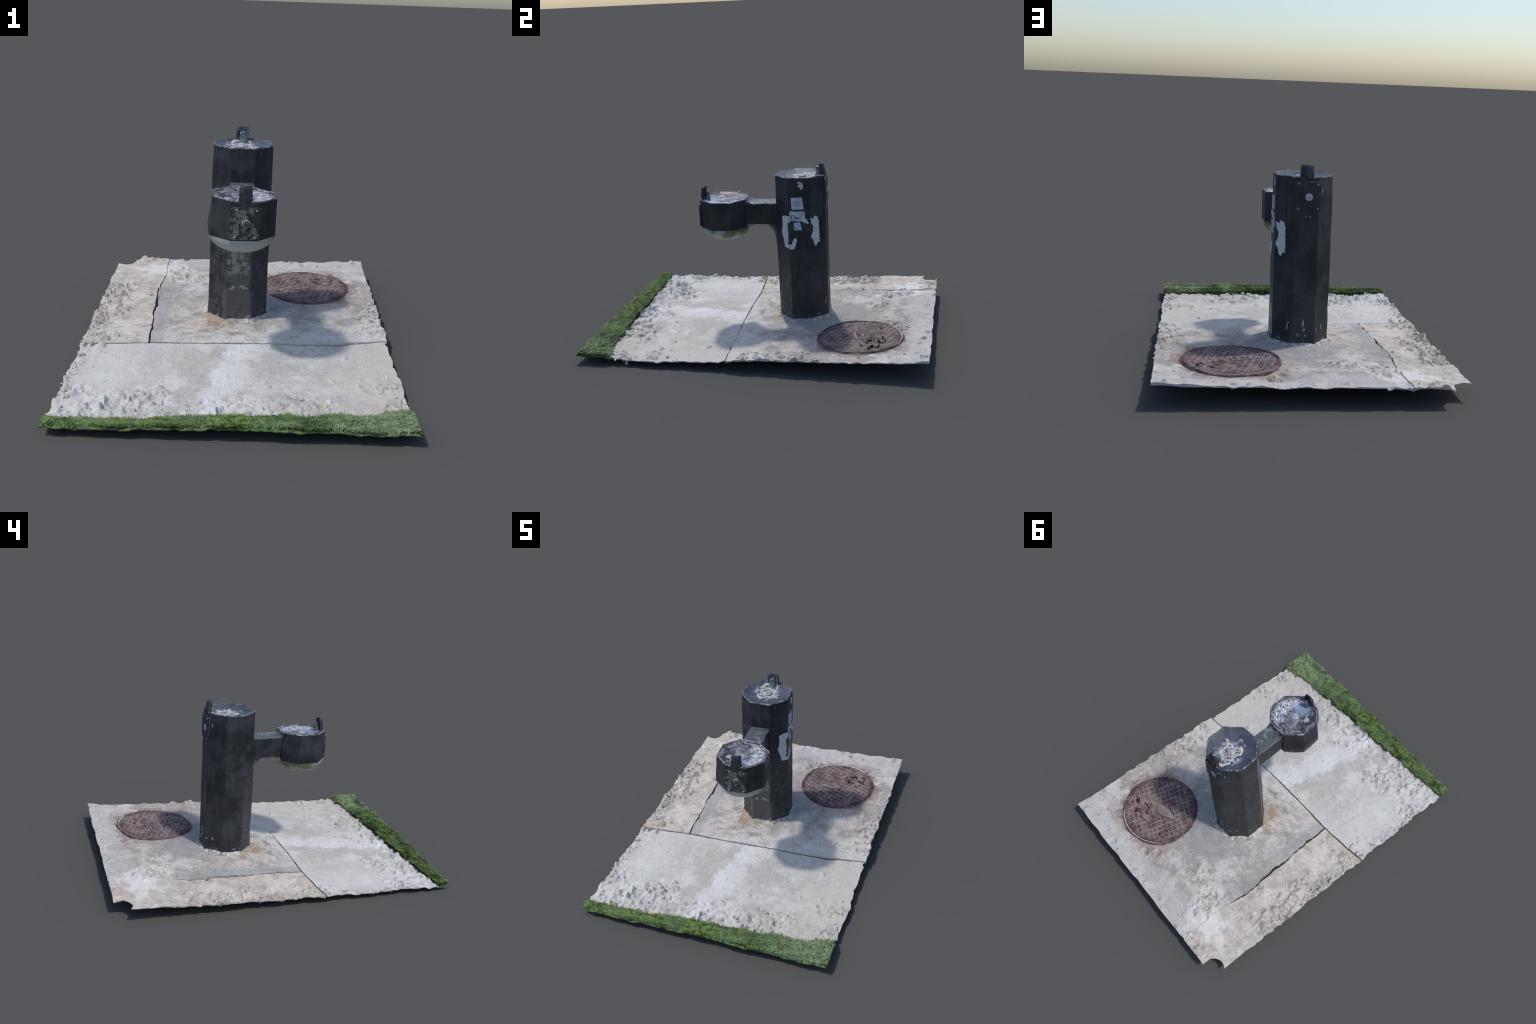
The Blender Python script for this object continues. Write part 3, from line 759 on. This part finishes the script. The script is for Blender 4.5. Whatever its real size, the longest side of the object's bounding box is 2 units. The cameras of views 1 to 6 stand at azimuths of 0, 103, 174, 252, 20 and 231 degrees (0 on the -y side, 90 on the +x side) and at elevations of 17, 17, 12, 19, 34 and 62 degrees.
PROT = math.radians(2.6); ZB, ZT = 0.08, 0.958
def p_sec(z):
    t = (z - ZB) / (ZT - ZB)
    return np.array([-0.006 + 0.010 * t, 0.2155 - 0.005 * t]), 0.1485 - 0.004 * t
def wob(ring, amp, seed):
    out = []
    A = np.array(ring); n1 = fbm(A[:, 0] * 11, A[:, 1] * 11, A[:, 2] * 11, 3, seed)
    c = A[:, :2].mean(0)
    d = A[:, :2] - c; L = np.linalg.norm(d, axis=1, keepdims=True)
    A[:, :2] += d / L * (n1 * amp)[:, None]
    if seed == 121:
        k = np.clip(d @ np.array([-0.74, 0.67]) / L[:, 0], 0, 1) ** 6 * sstep(0.95, 0.85, A[:, 2]) * sstep(0.25, 0.5, A[:, 2])
        f = np.clip(-d[:, 1] / L[:, 0], 0, 1) ** 10 * np.exp(-((A[:, 2] - 0.50) / 0.14) ** 2)
        A[:, :2] += d / L * (0.005 * k + 0.008 * f)[:, None]
    return [tuple(p) for p in A]
rings = []; kinds = []
for z in [0.03, 0.07, 0.085, 0.10, 0.115] + list(np.linspace(0.13, 0.945, 70)):
    c, a = p_sec(z)
    flare = 0.006 * float(sstep(0.115, 0.075, z))
    rings.append(wob(octo(c, a + flare, PROT, z), 0.0022, 121)); kinds.append('wall')
c, a = p_sec(ZT)
for da, z, k in [(0.0, 0.953, 'wall'), (-0.0015, 0.9575, 'rim'), (-0.004, 0.9592, 'rim'), (-0.0065, 0.9585, 'rim'), (-0.011, 0.9555, 'bowl'),
                 (-0.03, 0.950, 'bowl'), (-0.055, 0.9445, 'bowl'), (-0.08, 0.940, 'bowl'), (-0.105, 0.937, 'bowl'), (-0.13, 0.936, 'bowl')]:
    rings.append(wob(octo(c, a + da, PROT, z, 0.0035 * max(0.12, (a + da) / a)), 0.001, 121)); kinds.append(k)
V, F = loft(rings, True, True); n = len(rings[0])
mi = []
for i in range(len(rings) - 1):
    mi += [{'wall': 0, 'rim': 1, 'bowl': 2}[kinds[i + 1]]] * n
mi += [0, 2]
me = mesh_from('pillar', V, F, mi); fix_normals(me)
PILLAR = add('pillar', me, ['pillar', 'rim', 'bowl_p']); sharpen(me, 12)

def face_point(i, s, z, off=0.0):
    """Point on pillar face i: s metres from its first corner, height z, off the wall by `off`."""
    c, a = p_sec(z); R = a / math.cos(math.pi / 8)
    t0 = PROT + (i - 0.5) * math.pi / 4
    p0 = c + R * np.array([math.cos(t0), math.sin(t0)]); t1 = t0 + math.pi / 4
    p1 = c + R * np.array([math.cos(t1), math.sin(t1)])
    d = (p1 - p0) / np.linalg.norm(p1 - p0); nn = np.array([math.cos(PROT + i * math.pi / 4), math.sin(PROT + i * math.pi / 4)])
    q = p0 + d * s + nn * off
    return (q[0], q[1], z)

def ragged(poly, step=0.006, amp=0.0025, seed=0):
    out = []
    for i in range(len(poly)):
        a, b = np.array(poly[i], float), np.array(poly[(i + 1) % len(poly)], float)
        n = max(1, int(np.linalg.norm(b - a) / step))
        for k in range(n):
            p = a + (b - a) * k / n
            p = p + amp * np.array([float(vnoise(p[0] * 160, p[1] * 160, seed=seed)), float(vnoise(p[0] * 160, p[1] * 160, seed=seed + 1))])
            out.append(tuple(p))
    return out

def decal(name, i, poly, mat, parent, base=0.0012, thick=0.0010, fp=face_point):
    """Flat piece stuck on a face: outline in (s, z), extruded off the wall."""
    lo = [fp(i, s, z, base - 0.004) for s, z in poly]; hi = [fp(i, s, z, base + thick) for s, z in poly]
    n = len(poly); V = lo + hi
    F = [tuple(range(n, 2 * n)), tuple(reversed(range(n)))] + [(k, (k + 1) % n, (k + 1) % n + n, k + n) for k in range(n)]
    me = mesh_from(name, V, F)
    bm = bmesh.new(); bm.from_mesh(me); bmesh.ops.triangulate(bm, faces=[f for f in bm.faces if len(f.verts) > 4]); bmesh.ops.recalc_face_normals(bm, faces=bm.faces); bm.to_mesh(me); bm.free()
    return add(name, me, mat, parent, smooth=False)

# pale overpaint: an L on the corner of faces 7/0 and a bar on face 1
PP = lambda i, poly, amp, seed: decal('overpaint_patch', i, ragged(poly, 0.003, amp, seed), 'patch', PILLAR, 0.0022)
PP(7, [(0.062, 0.724), (0.085, 0.730), (0.121, 0.728), (0.121, 0.690), (0.106, 0.685), (0.112, 0.640), (0.110, 0.600), (0.116, 0.585), (0.104, 0.560), (0.121, 0.556), (0.121, 0.530),
       (0.078, 0.538), (0.068, 0.585), (0.048, 0.628), (0.064, 0.648), (0.060, 0.700)], 0.0045, 131)
PP(0, [(0.0015, 0.728), (0.010, 0.727), (0.012, 0.704), (0.0015, 0.690)], 0.0012, 133)
PP(0, [(0.0015, 0.558), (0.012, 0.560), (0.020, 0.582), (0.032, 0.600), (0.044, 0.590), (0.038, 0.560), (0.026, 0.532), (0.012, 0.529), (0.0015, 0.530)], 0.0025, 135)
PP(0, [(0.086, 0.716), (0.108, 0.714), (0.118, 0.692), (0.108, 0.684), (0.086, 0.695)], 0.003, 137)
PP(1, [(0.010, 0.722), (0.025, 0.712), (0.040, 0.726), (0.058, 0.722), (0.066, 0.706), (0.068, 0.640), (0.070, 0.566), (0.055, 0.568), (0.040, 0.545), (0.030, 0.552),
       (0.026, 0.585), (0.008, 0.605), (0.022, 0.640), (0.026, 0.665), (0.012, 0.685)], 0.005, 139)
PP(0, [(0.042, 0.604), (0.046, 0.604), (0.046, 0.608), (0.042, 0.608)], 0.001, 141)
# stickers
S1 = decal('sticker', 0, [(0.018, 0.841), (0.082, 0.843), (0.090, 0.774), (0.020, 0.771)], 'paper', PILLAR, 0.002)
decal('printed_circle', 0, [(0.053 + 0.026 * math.cos(t), 0.808 + 0.028 * math.sin(t)) for t in np.linspace(0, 6.2832, 33)[:-1]], 'ink_blue', S1, 0.0034, 0.0003)
for z, w0, w1 in [(0.822, .040, .066), (0.815, .034, .070), (0.808, .030, .076), (0.800, .034, .072), (0.792, .042, .066)]:
    s = w0
    while s < w1:
        L = RNG.uniform(0.004, 0.009)
        decal('printed_word', 0, [(s, z), (min(s + L, w1), z), (min(s + L, w1), z - 0.0028), (s, z - 0.0028)], 'ink_pale', S1, 0.0042, 0.0003); s += L + 0.0018
decal('printed_bar', 0, [(0.043, 0.838), (0.062, 0.838), (0.062, 0.8355), (0.043, 0.8355)], 'ink_red', S1, 0.0034, 0.0003)
decal('printed_bar', 0, [(0.034, 0.7785), (0.078, 0.780), (0.078, 0.7775), (0.034, 0.776)], 'ink_red', S1, 0.0034, 0.0003)
S2 = decal('sticker', 0, [(0.008, 0.761), (0.098, 0.757), (0.096, 0.702), (0.003, 0.704)], 'paper', PILLAR, 0.0034)
S2b = decal('sticker', 0, ragged([(0.057, 0.764), (0.099, 0.758), (0.097, 0.735), (0.062, 0.737), (0.050, 0.745)], amp=0.0015, seed=145), 'paper_dull', PILLAR, 0.0050)
decal('printed_mark', 0, [(0.083, 0.753), (0.093, 0.752), (0.092, 0.740), (0.084, 0.741)], 'ink_pale', S2b, 0.0062, 0.0003)
def writing(body, size, s, z, i, mat, parent):
    me = text_mesh(body, size, 0.0004); me.materials.clear()
    M3 = []
    for v in me.vertices: v.co = Vector(face_point(i, s + v.co.x, z + v.co.y, 0.0056 + v.co.z))
    return add('handwriting', me, mat, parent, smooth=False)
writing('De', 0.036, 0.036, 0.723, 0, 'ink', S2)
writing('rC', 0.026, 0.064, 0.719, 0, 'ink', S2)
cir = [(0.025 + 0.017 * math.cos(t), 0.722 + 0.019 * math.sin(t)) for t in np.linspace(0, 6.2832, 29)[:-1]]
cin = [(0.025 + 0.0155 * math.cos(t), 0.722 + 0.0175 * math.sin(t)) for t in np.linspace(0, 6.2832, 29)[:-1]]
V = [face_point(0, s, z, 0.0056) for s, z in cir + cin] + [face_point(0, s, z, 0.0050) for s, z in cir + cin]; F = []
for k in range(28):
    j = (k + 1) % 28; F += [(k, j, j + 28, k + 28), (k, j, j + 56, k + 56), (k + 28, j + 28, j + 84, k + 84)]
me = mesh_from('handwriting', V, F); fix_normals(me); add('handwriting', me, 'ink', S2, smooth=False)
S3 = decal('sticker', 0, [(0.030, 0.693), (0.066, 0.697), (0.070, 0.680), (0.076, 0.648), (0.031, 0.646)], 'paper_blue', PILLAR, 0.002)
decal('printed_mark', 0, [(0.041, 0.664), (0.044, 0.664), (0.045, 0.651), (0.041, 0.651)], 'ink', S3, 0.0034, 0.0003)
decal('printed_bar', 0, [(0.033, 0.688), (0.062, 0.691), (0.063, 0.680), (0.033, 0.679)], 'ink_blue', S3, 0.0034, 0.0003)
decal('sticker_scrap', 0, ragged([(0.060, 0.934), (0.078, 0.938), (0.082, 0.930), (0.090, 0.928), (0.094, 0.898), (0.080, 0.890), (0.070, 0.896), (0.078, 0.902), (0.056, 0.906), (0.062, 0.918), (0.074, 0.924), (0.056, 0.926)], amp=0.002, seed=147), 'paper_dull', PILLAR, 0.002)
# bare flecks near the foot and down the arrises
for i, s, z, w, h in [(2, 0.055, 0.19, .012, .035), (2, 0.058, 0.165, .016, .014), (2, 0.030, 0.135, .006, .016), (2, 0.042, 0.135, .005, .008), (2, 0.068, 0.135, .012, .006),
                      (3, 0.006, 0.16, .008, .016), (3, 0.050, 0.165, .006, .018), (1, 0.095, 0.17, .008, .03), (1, 0.10, 0.2, .008, .012), (2, 0.052, 0.757, .010, .006), (2, 0.072, 0.757, .012, .006),
                      (7, 0.03, 0.92, .002, .009), (7, 0.036, 0.928, .002, .006), (3, 0.02, 0.875, .010, .024)]:
    decal('paint_fleck', i, ragged([(s, z), (s + w * .5, z - h * .2), (s + w, z + h * .1), (s + w * .8, z + h), (s + w * .3, z + h * .9)], 0.004, 0.0015, 150 + i + int(z * 1000)), 'fleck', PILLAR, 0.0022)

def cover_plate(name, corners, fp_c, thick, mat, parent, lip=0.006):
    """Raised cover plate with rounded, chamfered border: corners in (s, z), fp_c(s, z, off)."""
    (s0, s1, z0, z1) = corners
    def outline(inset):
        r = max(0.002, 0.012 - inset * 0.5); P = []
        for cxx, czz, a0 in ((s1 - inset - r, z1 - inset - r, 0), (s0 + inset + r, z1 - inset - r, 90), (s0 + inset + r, z0 + inset + r, 180), (s1 - inset - r, z0 + inset + r, 270)):
            for t in np.linspace(0, 90, 7): P.append((cxx + r * math.cos(math.radians(a0 + t)), czz + r * math.sin(math.radians(a0 + t))))
        return P
    rings = [[fp_c(s, z, o) for s, z in outline(i)] for i, o in ((0, -0.012), (0, thick * 0.6), (0.0015, thick * 0.9), (0.004, thick), (0.020, thick), (0.045, thick))]
    V, F = loft(rings); me = mesh_from(name, V, F); fix_normals(me); sharpen(me, 40)
    return add(name, me, mat, parent, smooth=False)
def dome(name, center, nrm, r, h, mat, parent, seg=20, steps=5, sink=0.004):
    nrm = Vector(nrm).normalized(); q = nrm.to_track_quat('Z', 'Y'); rings = []
    prof = [(r, -sink), (r, h * 0.25)] + [(r * math.cos(t), h * 0.25 + h * 0.75 * math.sin(t)) for t in np.linspace(0.15, 1.45, steps)]
    for rr, zz in prof:
        rings.append([tuple(Vector(center) + q @ Vector((rr * math.cos(a), rr * math.sin(a), zz))) for a in np.linspace(0, 2 * math.pi, seg + 1)[:-1]])
    V, F = loft(rings); me = mesh_from(name, V, F); fix_normals(me); sharpen(me, 50)
    return add(name, me, mat, parent, smooth=False)

back = lambda s, z, off: face_point(2, s, z, off)
BP = cover_plate('access_plate', (-0.004, 0.129, 0.788, 0.936), back, 0.007, 'pillar', PILLAR)
nb_ = (math.cos(PROT + math.pi / 2), math.sin(PROT + math.pi / 2), 0)
for s, z in ((0.015, 0.924), (0.113, 0.922), (0.015, 0.799), (0.114, 0.800)): dome('screw', back(s, z, 0.007), nb_, 0.0045, 0.004, 'screw', BP, 12, 3)
dome('push_button', back(0.0685, 0.858, 0.007), nb_, 0.0195, 0.006, 'button_w', BP, 28, 5)
dome('button_centre', back(0.0685, 0.858, 0.013), nb_, 0.0022, 0.0015, 'ink', BP, 10, 3, 0.002)

# drains
def drain(c, parent, r=0.024, h=0.009):
    o = dome('drain', c, (0, 0, 1), r, h, 'steel', parent, 28, 6, 0.008)
    dome('drain_groove', (c[0], c[1], c[2] + h * 0.80), (0, 0, 1), r * 0.55, h * 0.24, 'ring', o, 20, 2, 0.003)
    dome('drain_bolt', (c[0], c[1], c[2] + h * 0.85), (0, 0, 1), r * 0.36, 0.005, 'steel', o, 8, 2, 0.003)
    return o
drain((-0.002, 0.219, 0.941), PILLAR)

# mineral crust round the pillar drain
ctr = np.array([-0.002, 0.222])
crust_poly = [(-0.012, -0.064), (-0.030, -0.062), (-0.050, -0.046), (-0.052, -0.020), (-0.040, -0.005), (-0.048, 0.030), (-0.056, 0.062), (-0.050, 0.104), (-0.030, 0.112), (0.030, 0.112), (0.044, 0.100),
              (0.046, 0.070), (0.042, 0.038), (0.050, 0.005), (0.058, -0.022), (0.046, -0.034), (0.020, -0.030), (0.004, -0.044)]
P = ragged([tuple(ctr + np.array(p)) for p in crust_poly], 0.005, 0.004, 161)
def floor_z(x, y):
    c, a = p_sec(ZT); q = np.array([x, y]) - c
    ap = max(abs(q @ np.array([math.cos(PROT + k * math.pi / 4), math.sin(PROT + k * math.pi / 4)])) for k in range(4))
    return float(np.interp(a - ap, [0.0065, 0.011, 0.03, 0.055, 0.08, 0.105, 0.13], [0.9585, 0.9555, 0.950, 0.9445, 0.940, 0.937, 0.936]))
def crust_ring(sc, z, amp):
    return [(c0 + (x - c0) * sc, c1 + (y - c1) * sc, floor_z(c0 + (x - c0) * sc, c1 + (y - c1) * sc) + z + amp * float(fbm(x * 90 * sc, y * 90 * sc, sc, 3, 165))) for x, y in P for c0, c1 in [(ctr[0], ctr[1] + 0.02)]]
rings = [crust_ring(sc, dz, am) for sc, dz, am in ((1.06, -0.006, 0), (1.0, 0.0015, 0.001), (0.92, 0.0028, 0.0015), (0.83, 0.0010, 0.0020), (0.70, -0.0005, 0.004), (0.55, 0.0, 0.004), (0.38, 0.0, 0.004), (0.2, 0.0, 0.002))]
V, F = loft(rings); n = len(P)
me = mesh_from('mineral_crust', V, F, [0] * (3 * n) + [1] * (4 * n) + [0, 1]); fix_normals(me)
add('mineral_crust', me, ['crust_edge', 'crust'], PILLAR)

# bubbler: hood plate and nozzle
def bubbler(base, half, top, facing, parent, lean, nz_top, hood_mat, nz_off=0.024, foot=0.03, fat=1.0, inner='black'):
    """Hood: bent upright plate standing on the rim; nozzle in front of it. facing = unit vector into the bowl."""
    f = np.array(facing); s = np.array([-f[1], f[0]]); b = np.array(base[:2]); rings = []
    H = top - base[2]
    for t in np.concatenate([[-foot / H, -0.1], np.linspace(0.0, 0.86, 8), [0.93, 0.98, 1.0]]):
        w = half * (1.05 - 0.10 * min(1, max(0, t))) * (1 if t < 0.8 else 0.78 + 0.22 * math.sqrt(max(0.0, 1 - ((t - 0.8) / 0.2) ** 2)))
        th = 0.0075 if t < 0.9 else 0.0075 * (1 - (t - 0.9) * 5)
        o = b + f * (lean * H * max(t, 0) ** 1.5)
        sec = []
        for u in np.linspace(-1, 1, 9): sec.append(o - f * (th + 0.004 * (1 - u * u)) + s * w * u)
        for u in np.linspace(1, -1, 9): sec.append(o + f * (th * 0.4 + 0.010 * u ** 4 - 0.004 * (1 - u * u)) + s * w * u * 0.98)
        rings.append([(p[0], p[1], base[2] + H * t) for p in sec])
    V, F = loft(rings); ns = len(rings[0])
    mi = [1 if 9 <= j < 17 and i > 1 else 0 for i in range(len(rings) - 1) for j in range(ns)] + [0, 0]
    me = mesh_from('bubbler_hood', V, F, mi); fix_normals(me); sharpen(me, 50)
    hood = add('bubbler_hood', me, [hood_mat, inner], parent, smooth=False)
    c = b + f * nz_off; rings = []
    for r, z in [(fat * rr_, zz_) for rr_, zz_ in [(0.017, base[2] - 0.02), (0.016, base[2] - 0.004), (0.013, base[2] + 0.003), (0.0118, base[2] + 0.012), (0.0105, nz_top - 0.008), (0.0095, nz_top - 0.002), (0.006, nz_top), (0.004, nz_top - 0.001), (0.0035, nz_top - 0.006)]]:
        rings.append([(c[0] + f[0] * (z - base[2]) * 0.12 + r * math.cos(a), c[1] + f[1] * (z - base[2]) * 0.12 + r * math.sin(a), z) for a in np.linspace(0, 2 * math.pi, 19)[:-1]])
    V, F = loft(rings); me = mesh_from('bubbler_nozzle', V, F); fix_normals(me); sharpen(me, 50)
    add('bubbler_nozzle', me, 'nozzle', parent, smooth=False)
    return hood
bubbler((-0.001, 0.346, 0.955), 0.033, 1.019, (math.sin(PROT), -math.cos(PROT)), PILLAR, 0.20, 0.999, 'black', 0.027, fat=1.5, inner='nozzle')

# grout collar at the foot
rings = []
for da, h in [(-0.012, 0.016), (0.003, 0.014), (0.008, 0.011), (0.015, 0.006), (0.023, 0.001), (0.030, -0.006)]:
    c, a = p_sec(0.08); rg = octo(c, a + da, PROT, 0.0, 0.02); out = []
    for x, y, _ in rg:
        k = 0.55 + 0.5 * float(vnoise(x * 14, y * 14, seed=171)) + 0.35 * float(vnoise(x * 45, y * 45, seed=172))
        gx, gy = c[0] + (x - c[0]) * (1 + 0.02 * k), c[1] + (y - c[1]) * (1 + 0.02 * k)
        out.append((gx, gy, float(plane_z(gx, gy)) + 0.007 + h * (0.5 + 0.6 * max(0, k))))
    rings.append(out)
V, F = loft(rings, False, False); me = mesh_from('grout_collar', V, F); fix_normals(me); add('grout_collar', me, 'grout')

# ------------------------------------------------------------------ arm
rings = []; kinds = []
YS = np.concatenate([np.linspace(0.092, 0.068, 4), np.linspace(0.066, 0.03, 22), np.linspace(0.025, -0.135, 28)])
for y in YS:
    xc = 0.006 + (0.07 - y) * 0.045; hw = 0.0595
    zt = 0.7875 + 0.018 * float(sstep(-0.085, -0.128, y)) + 0.003 * float(sstep(0.05, 0.08, y))
    zl = 0.6625 - 0.035 * float(sstep(0.045, 0.085, y)) - 0.006 * float(sstep(-0.09, -0.13, y))
    crown = float(np.interp(y, [-0.135, -0.105, -0.075, -0.03, 0.0, 0.015, 0.03, 0.042, 0.050, 0.054, 0.057, 0.061, 0.066, 0.092], [0.600, 0.622, 0.637, 0.646, 0.644, 0.633, 0.615, 0.590, 0.560, 0.525, 0.475, 0.415, 0.35, 0.33]))
    sec = []
    for u in np.linspace(-1, 1, 11):                                  # underside, crowned
        sec.append((xc + hw * 0.98 * u, y, zl - 0.004 + (crown - zl + 0.004) * (1 - abs(u) ** 2.4)))
    for x_, z_ in ((1.0, 0.0), (1.0, 0.1), (1.0, 0.5), (1.0, 0.9)): sec.append((xc + hw * x_, y, zl + (zt - 0.008 - zl) * z_))
    for t in np.linspace(0, 90, 5): sec.append((xc + hw - 0.007 + 0.007 * math.cos(math.radians(t)), y, zt - 0.007 + 0.007 * math.sin(math.radians(t))))
    for u in (0.6, 0.2, -0.2, -0.6): sec.append((xc + hw * u, y, zt + 0.0012 * (1 - u * u)))
    for t in np.linspace(90, 180, 5): sec.append((xc - hw + 0.007 + 0.007 * math.cos(math.radians(t)), y, zt - 0.007 + 0.007 * math.sin(math.radians(t))))
    for z_ in (0.9, 0.5, 0.1, 0.0): sec.append((xc - hw, y, zl + (zt - 0.008 - zl) * z_))
    rings.append(sec)
V, F = loft(rings); n = len(rings[0]); mi = []
for i in range(len(rings) - 1):
    for j in range(n):
        under = j < 10 and YS[i] < 0.024
        mi.append(1 if under else 2 if YS[i] > 0.03 and j < 10 else 0)
me = mesh_from('arm', V, F, mi + [0, 0]); fix_normals(me); sharpen(me, 40)
ARM = add('arm', me, ['basin', 'under', 'pillar'], smooth=False)

# ------------------------------------------------------------------ basin
BC = np.array([0.0200, -0.2585]); BROT = math.radians(3.8); BA = 0.1415; TILT = (-0.035, 0.0)
def b_sec(z):
    t = (0.812 - z) / 0.172
    return BC - np.array([0.006, 0.0]) * t, BA + 0.003 * t
rings = []; kinds = []
def circ_mix(r_ap, z, m):
    c = BC - np.array([0.006, 0.0]); o = octo(c, r_ap, BROT, z); out = []
    for x, y, zz in o:
        d = np.array([x, y]) - c; L = np.linalg.norm(d); k = (1 - m) + m * (r_ap * 1.02) / L
        out.append((c[0] + d[0] * k, c[1] + d[1] * k, zz))
    return out
for t in np.linspace(88, 0, 14):
    r = 0.1435 * math.cos(math.radians(t)) ** 0.8
    z = 0.636 - 0.080 * math.sin(math.radians(t))
    m = min(1, t / 40.0)
    rings.append(circ_mix(max(r, 0.004), z, m)); kinds.append('under')
for z in [0.638, 0.644, 0.65] + list(np.linspace(0.66, 0.80, 14)):
    c, a = b_sec(z); rings.append(wob(octo(c, a, BROT, z, tilt=(TILT[0] * float(sstep(0.65, 0.8, z)), 0)), 0.0018, 181)); kinds.append('wall')
for da, z, k in [(0.0, 0.807, 'wall'), (-0.0015, 0.811, 'rim'), (-0.0045, 0.8125, 'rim'), (-0.008, 0.811, 'rim'), (-0.013, 0.807, 'bowl'), (-0.03, 0.801, 'bowl'),
                 (-0.055, 0.797, 'bowl'), (-0.08, 0.7945, 'bowl'), (-0.105, 0.793, 'bowl'), (-0.13, 0.792, 'bowl')]:
    rings.append(wob(octo(BC, BA + da, BROT, z, 0.0035 * max(0.12, (BA + da) / BA), tilt=TILT), 0.0012, 181)); kinds.append(k)
def swell(p):
    """The cast wall bulges on its left rear quarter."""
    q = np.array(p[:2]) - BC; L = np.linalg.norm(q) + 1e-9; k = max(0.0, float(q @ np.array([-0.93, 0.36])) / L) ** 3 * math.exp(-((p[2] - 0.675) / 0.05) ** 2) * min(1, L / 0.1)
    return (p[0] + q[0] / L * 0.012 * k, p[1] + q[1] / L * 0.012 * k, p[2])
rings = [[swell(p) for p in r] for r in rings]
V, F = loft(rings); n = len(rings[0]); mi = []
for i in range(len(rings) - 1): mi += [{'under': 3, 'wall': 0, 'rim': 1, 'bowl': 2}[kinds[i + 1]]] * n
me = mesh_from('basin', V, F, mi + [3, 2]); fix_normals(me)
BASIN = add('basin', me, ['basin', 'rim', 'bowl_b', 'under']); sharpen(me, 12)
def bface(s, z, off):
    c, a = b_sec(z); R = a / math.cos(math.pi / 8); t0 = BROT - math.pi / 2 - math.pi / 8
    p0 = c + R * np.array([math.cos(t0), math.sin(t0)]); d = np.array([math.cos(BROT), math.sin(BROT)]); nn = np.array([math.sin(BROT), -math.cos(BROT)])
    q = p0 + d * s + nn * off
    return (q[0], q[1], z)
FP = cover_plate('access_plate', (-0.006, 0.134, 0.642, 0.785), bface, 0.0045, 'plate', BASIN)
nf = (math.sin(BROT), -math.cos(BROT), 0)
for s, z in ((0.022, 0.774), (0.108, 0.771), (0.020, 0.653), (0.106, 0.652)): dome('screw', bface(s, z, 0.0045), nf, 0.0045, 0.004, 'screw', FP, 12, 3)
dome('button_ring', bface(0.066, 0.713, 0.0045), nf, 0.0185, 0.003, 'steel', FP, 28, 3)
dome('push_button', bface(0.066, 0.713, 0.006), nf, 0.0155, 0.006, 'button_g', FP, 28, 5)
drain((0.014, -0.267, 0.7945), BASIN, 0.0205, 0.007)
dome('drain_ring', (0.014, -0.267, 0.7935), (0, 0, 1), 0.037, 0.0022, 'ring', BASIN, 36, 3, 0.004)
bubbler((0.028, -0.391, 0.806), 0.0285, 0.876, (-math.sin(BROT), math.cos(BROT)), BASIN, 0.10, 0.852, 'black', 0.026, 0.02, 1.15)
# lime splash beside the nozzle
def splash(c, r, seed):
    P = [(c[0] + r * (1 + 0.25 * float(vnoise(math.cos(t) * 2, math.sin(t) * 2, seed=seed))) * math.cos(t), c[1] + r * (1 + 0.25 * float(vnoise(math.cos(t) * 2, math.sin(t) * 2, seed=seed))) * math.sin(t)) for t in np.linspace(0, 6.2832, 29)[:-1]]
    def zz(x, y):
        ap = max(abs(x - BC[0]), abs(y - BC[1])); return float(np.interp(BA - ap, [0.008, 0.013, 0.03, 0.055, 0.08, 0.105], [0.811, 0.807, 0.801, 0.797, 0.7945, 0.793])) - 0.035 * (x - BC[0])
    rings = [[(c[0] + (x - c[0]) * sc, c[1] + (y - c[1]) * sc, zz(c[0] + (x - c[0]) * sc, c[1] + (y - c[1]) * sc) + h) for x, y in P] for sc, h in ((1.0, -0.002), (0.97, 0.0016), (0.8, 0.0022), (0.4, 0.002))]
    V, F = loft(rings); me = mesh_from('lime_splash', V, F); fix_normals(me); add('lime_splash', me, 'steel', BASIN)
splash((-0.045, -0.325), 0.019, 191); splash((-0.052, -0.295), 0.015, 192)
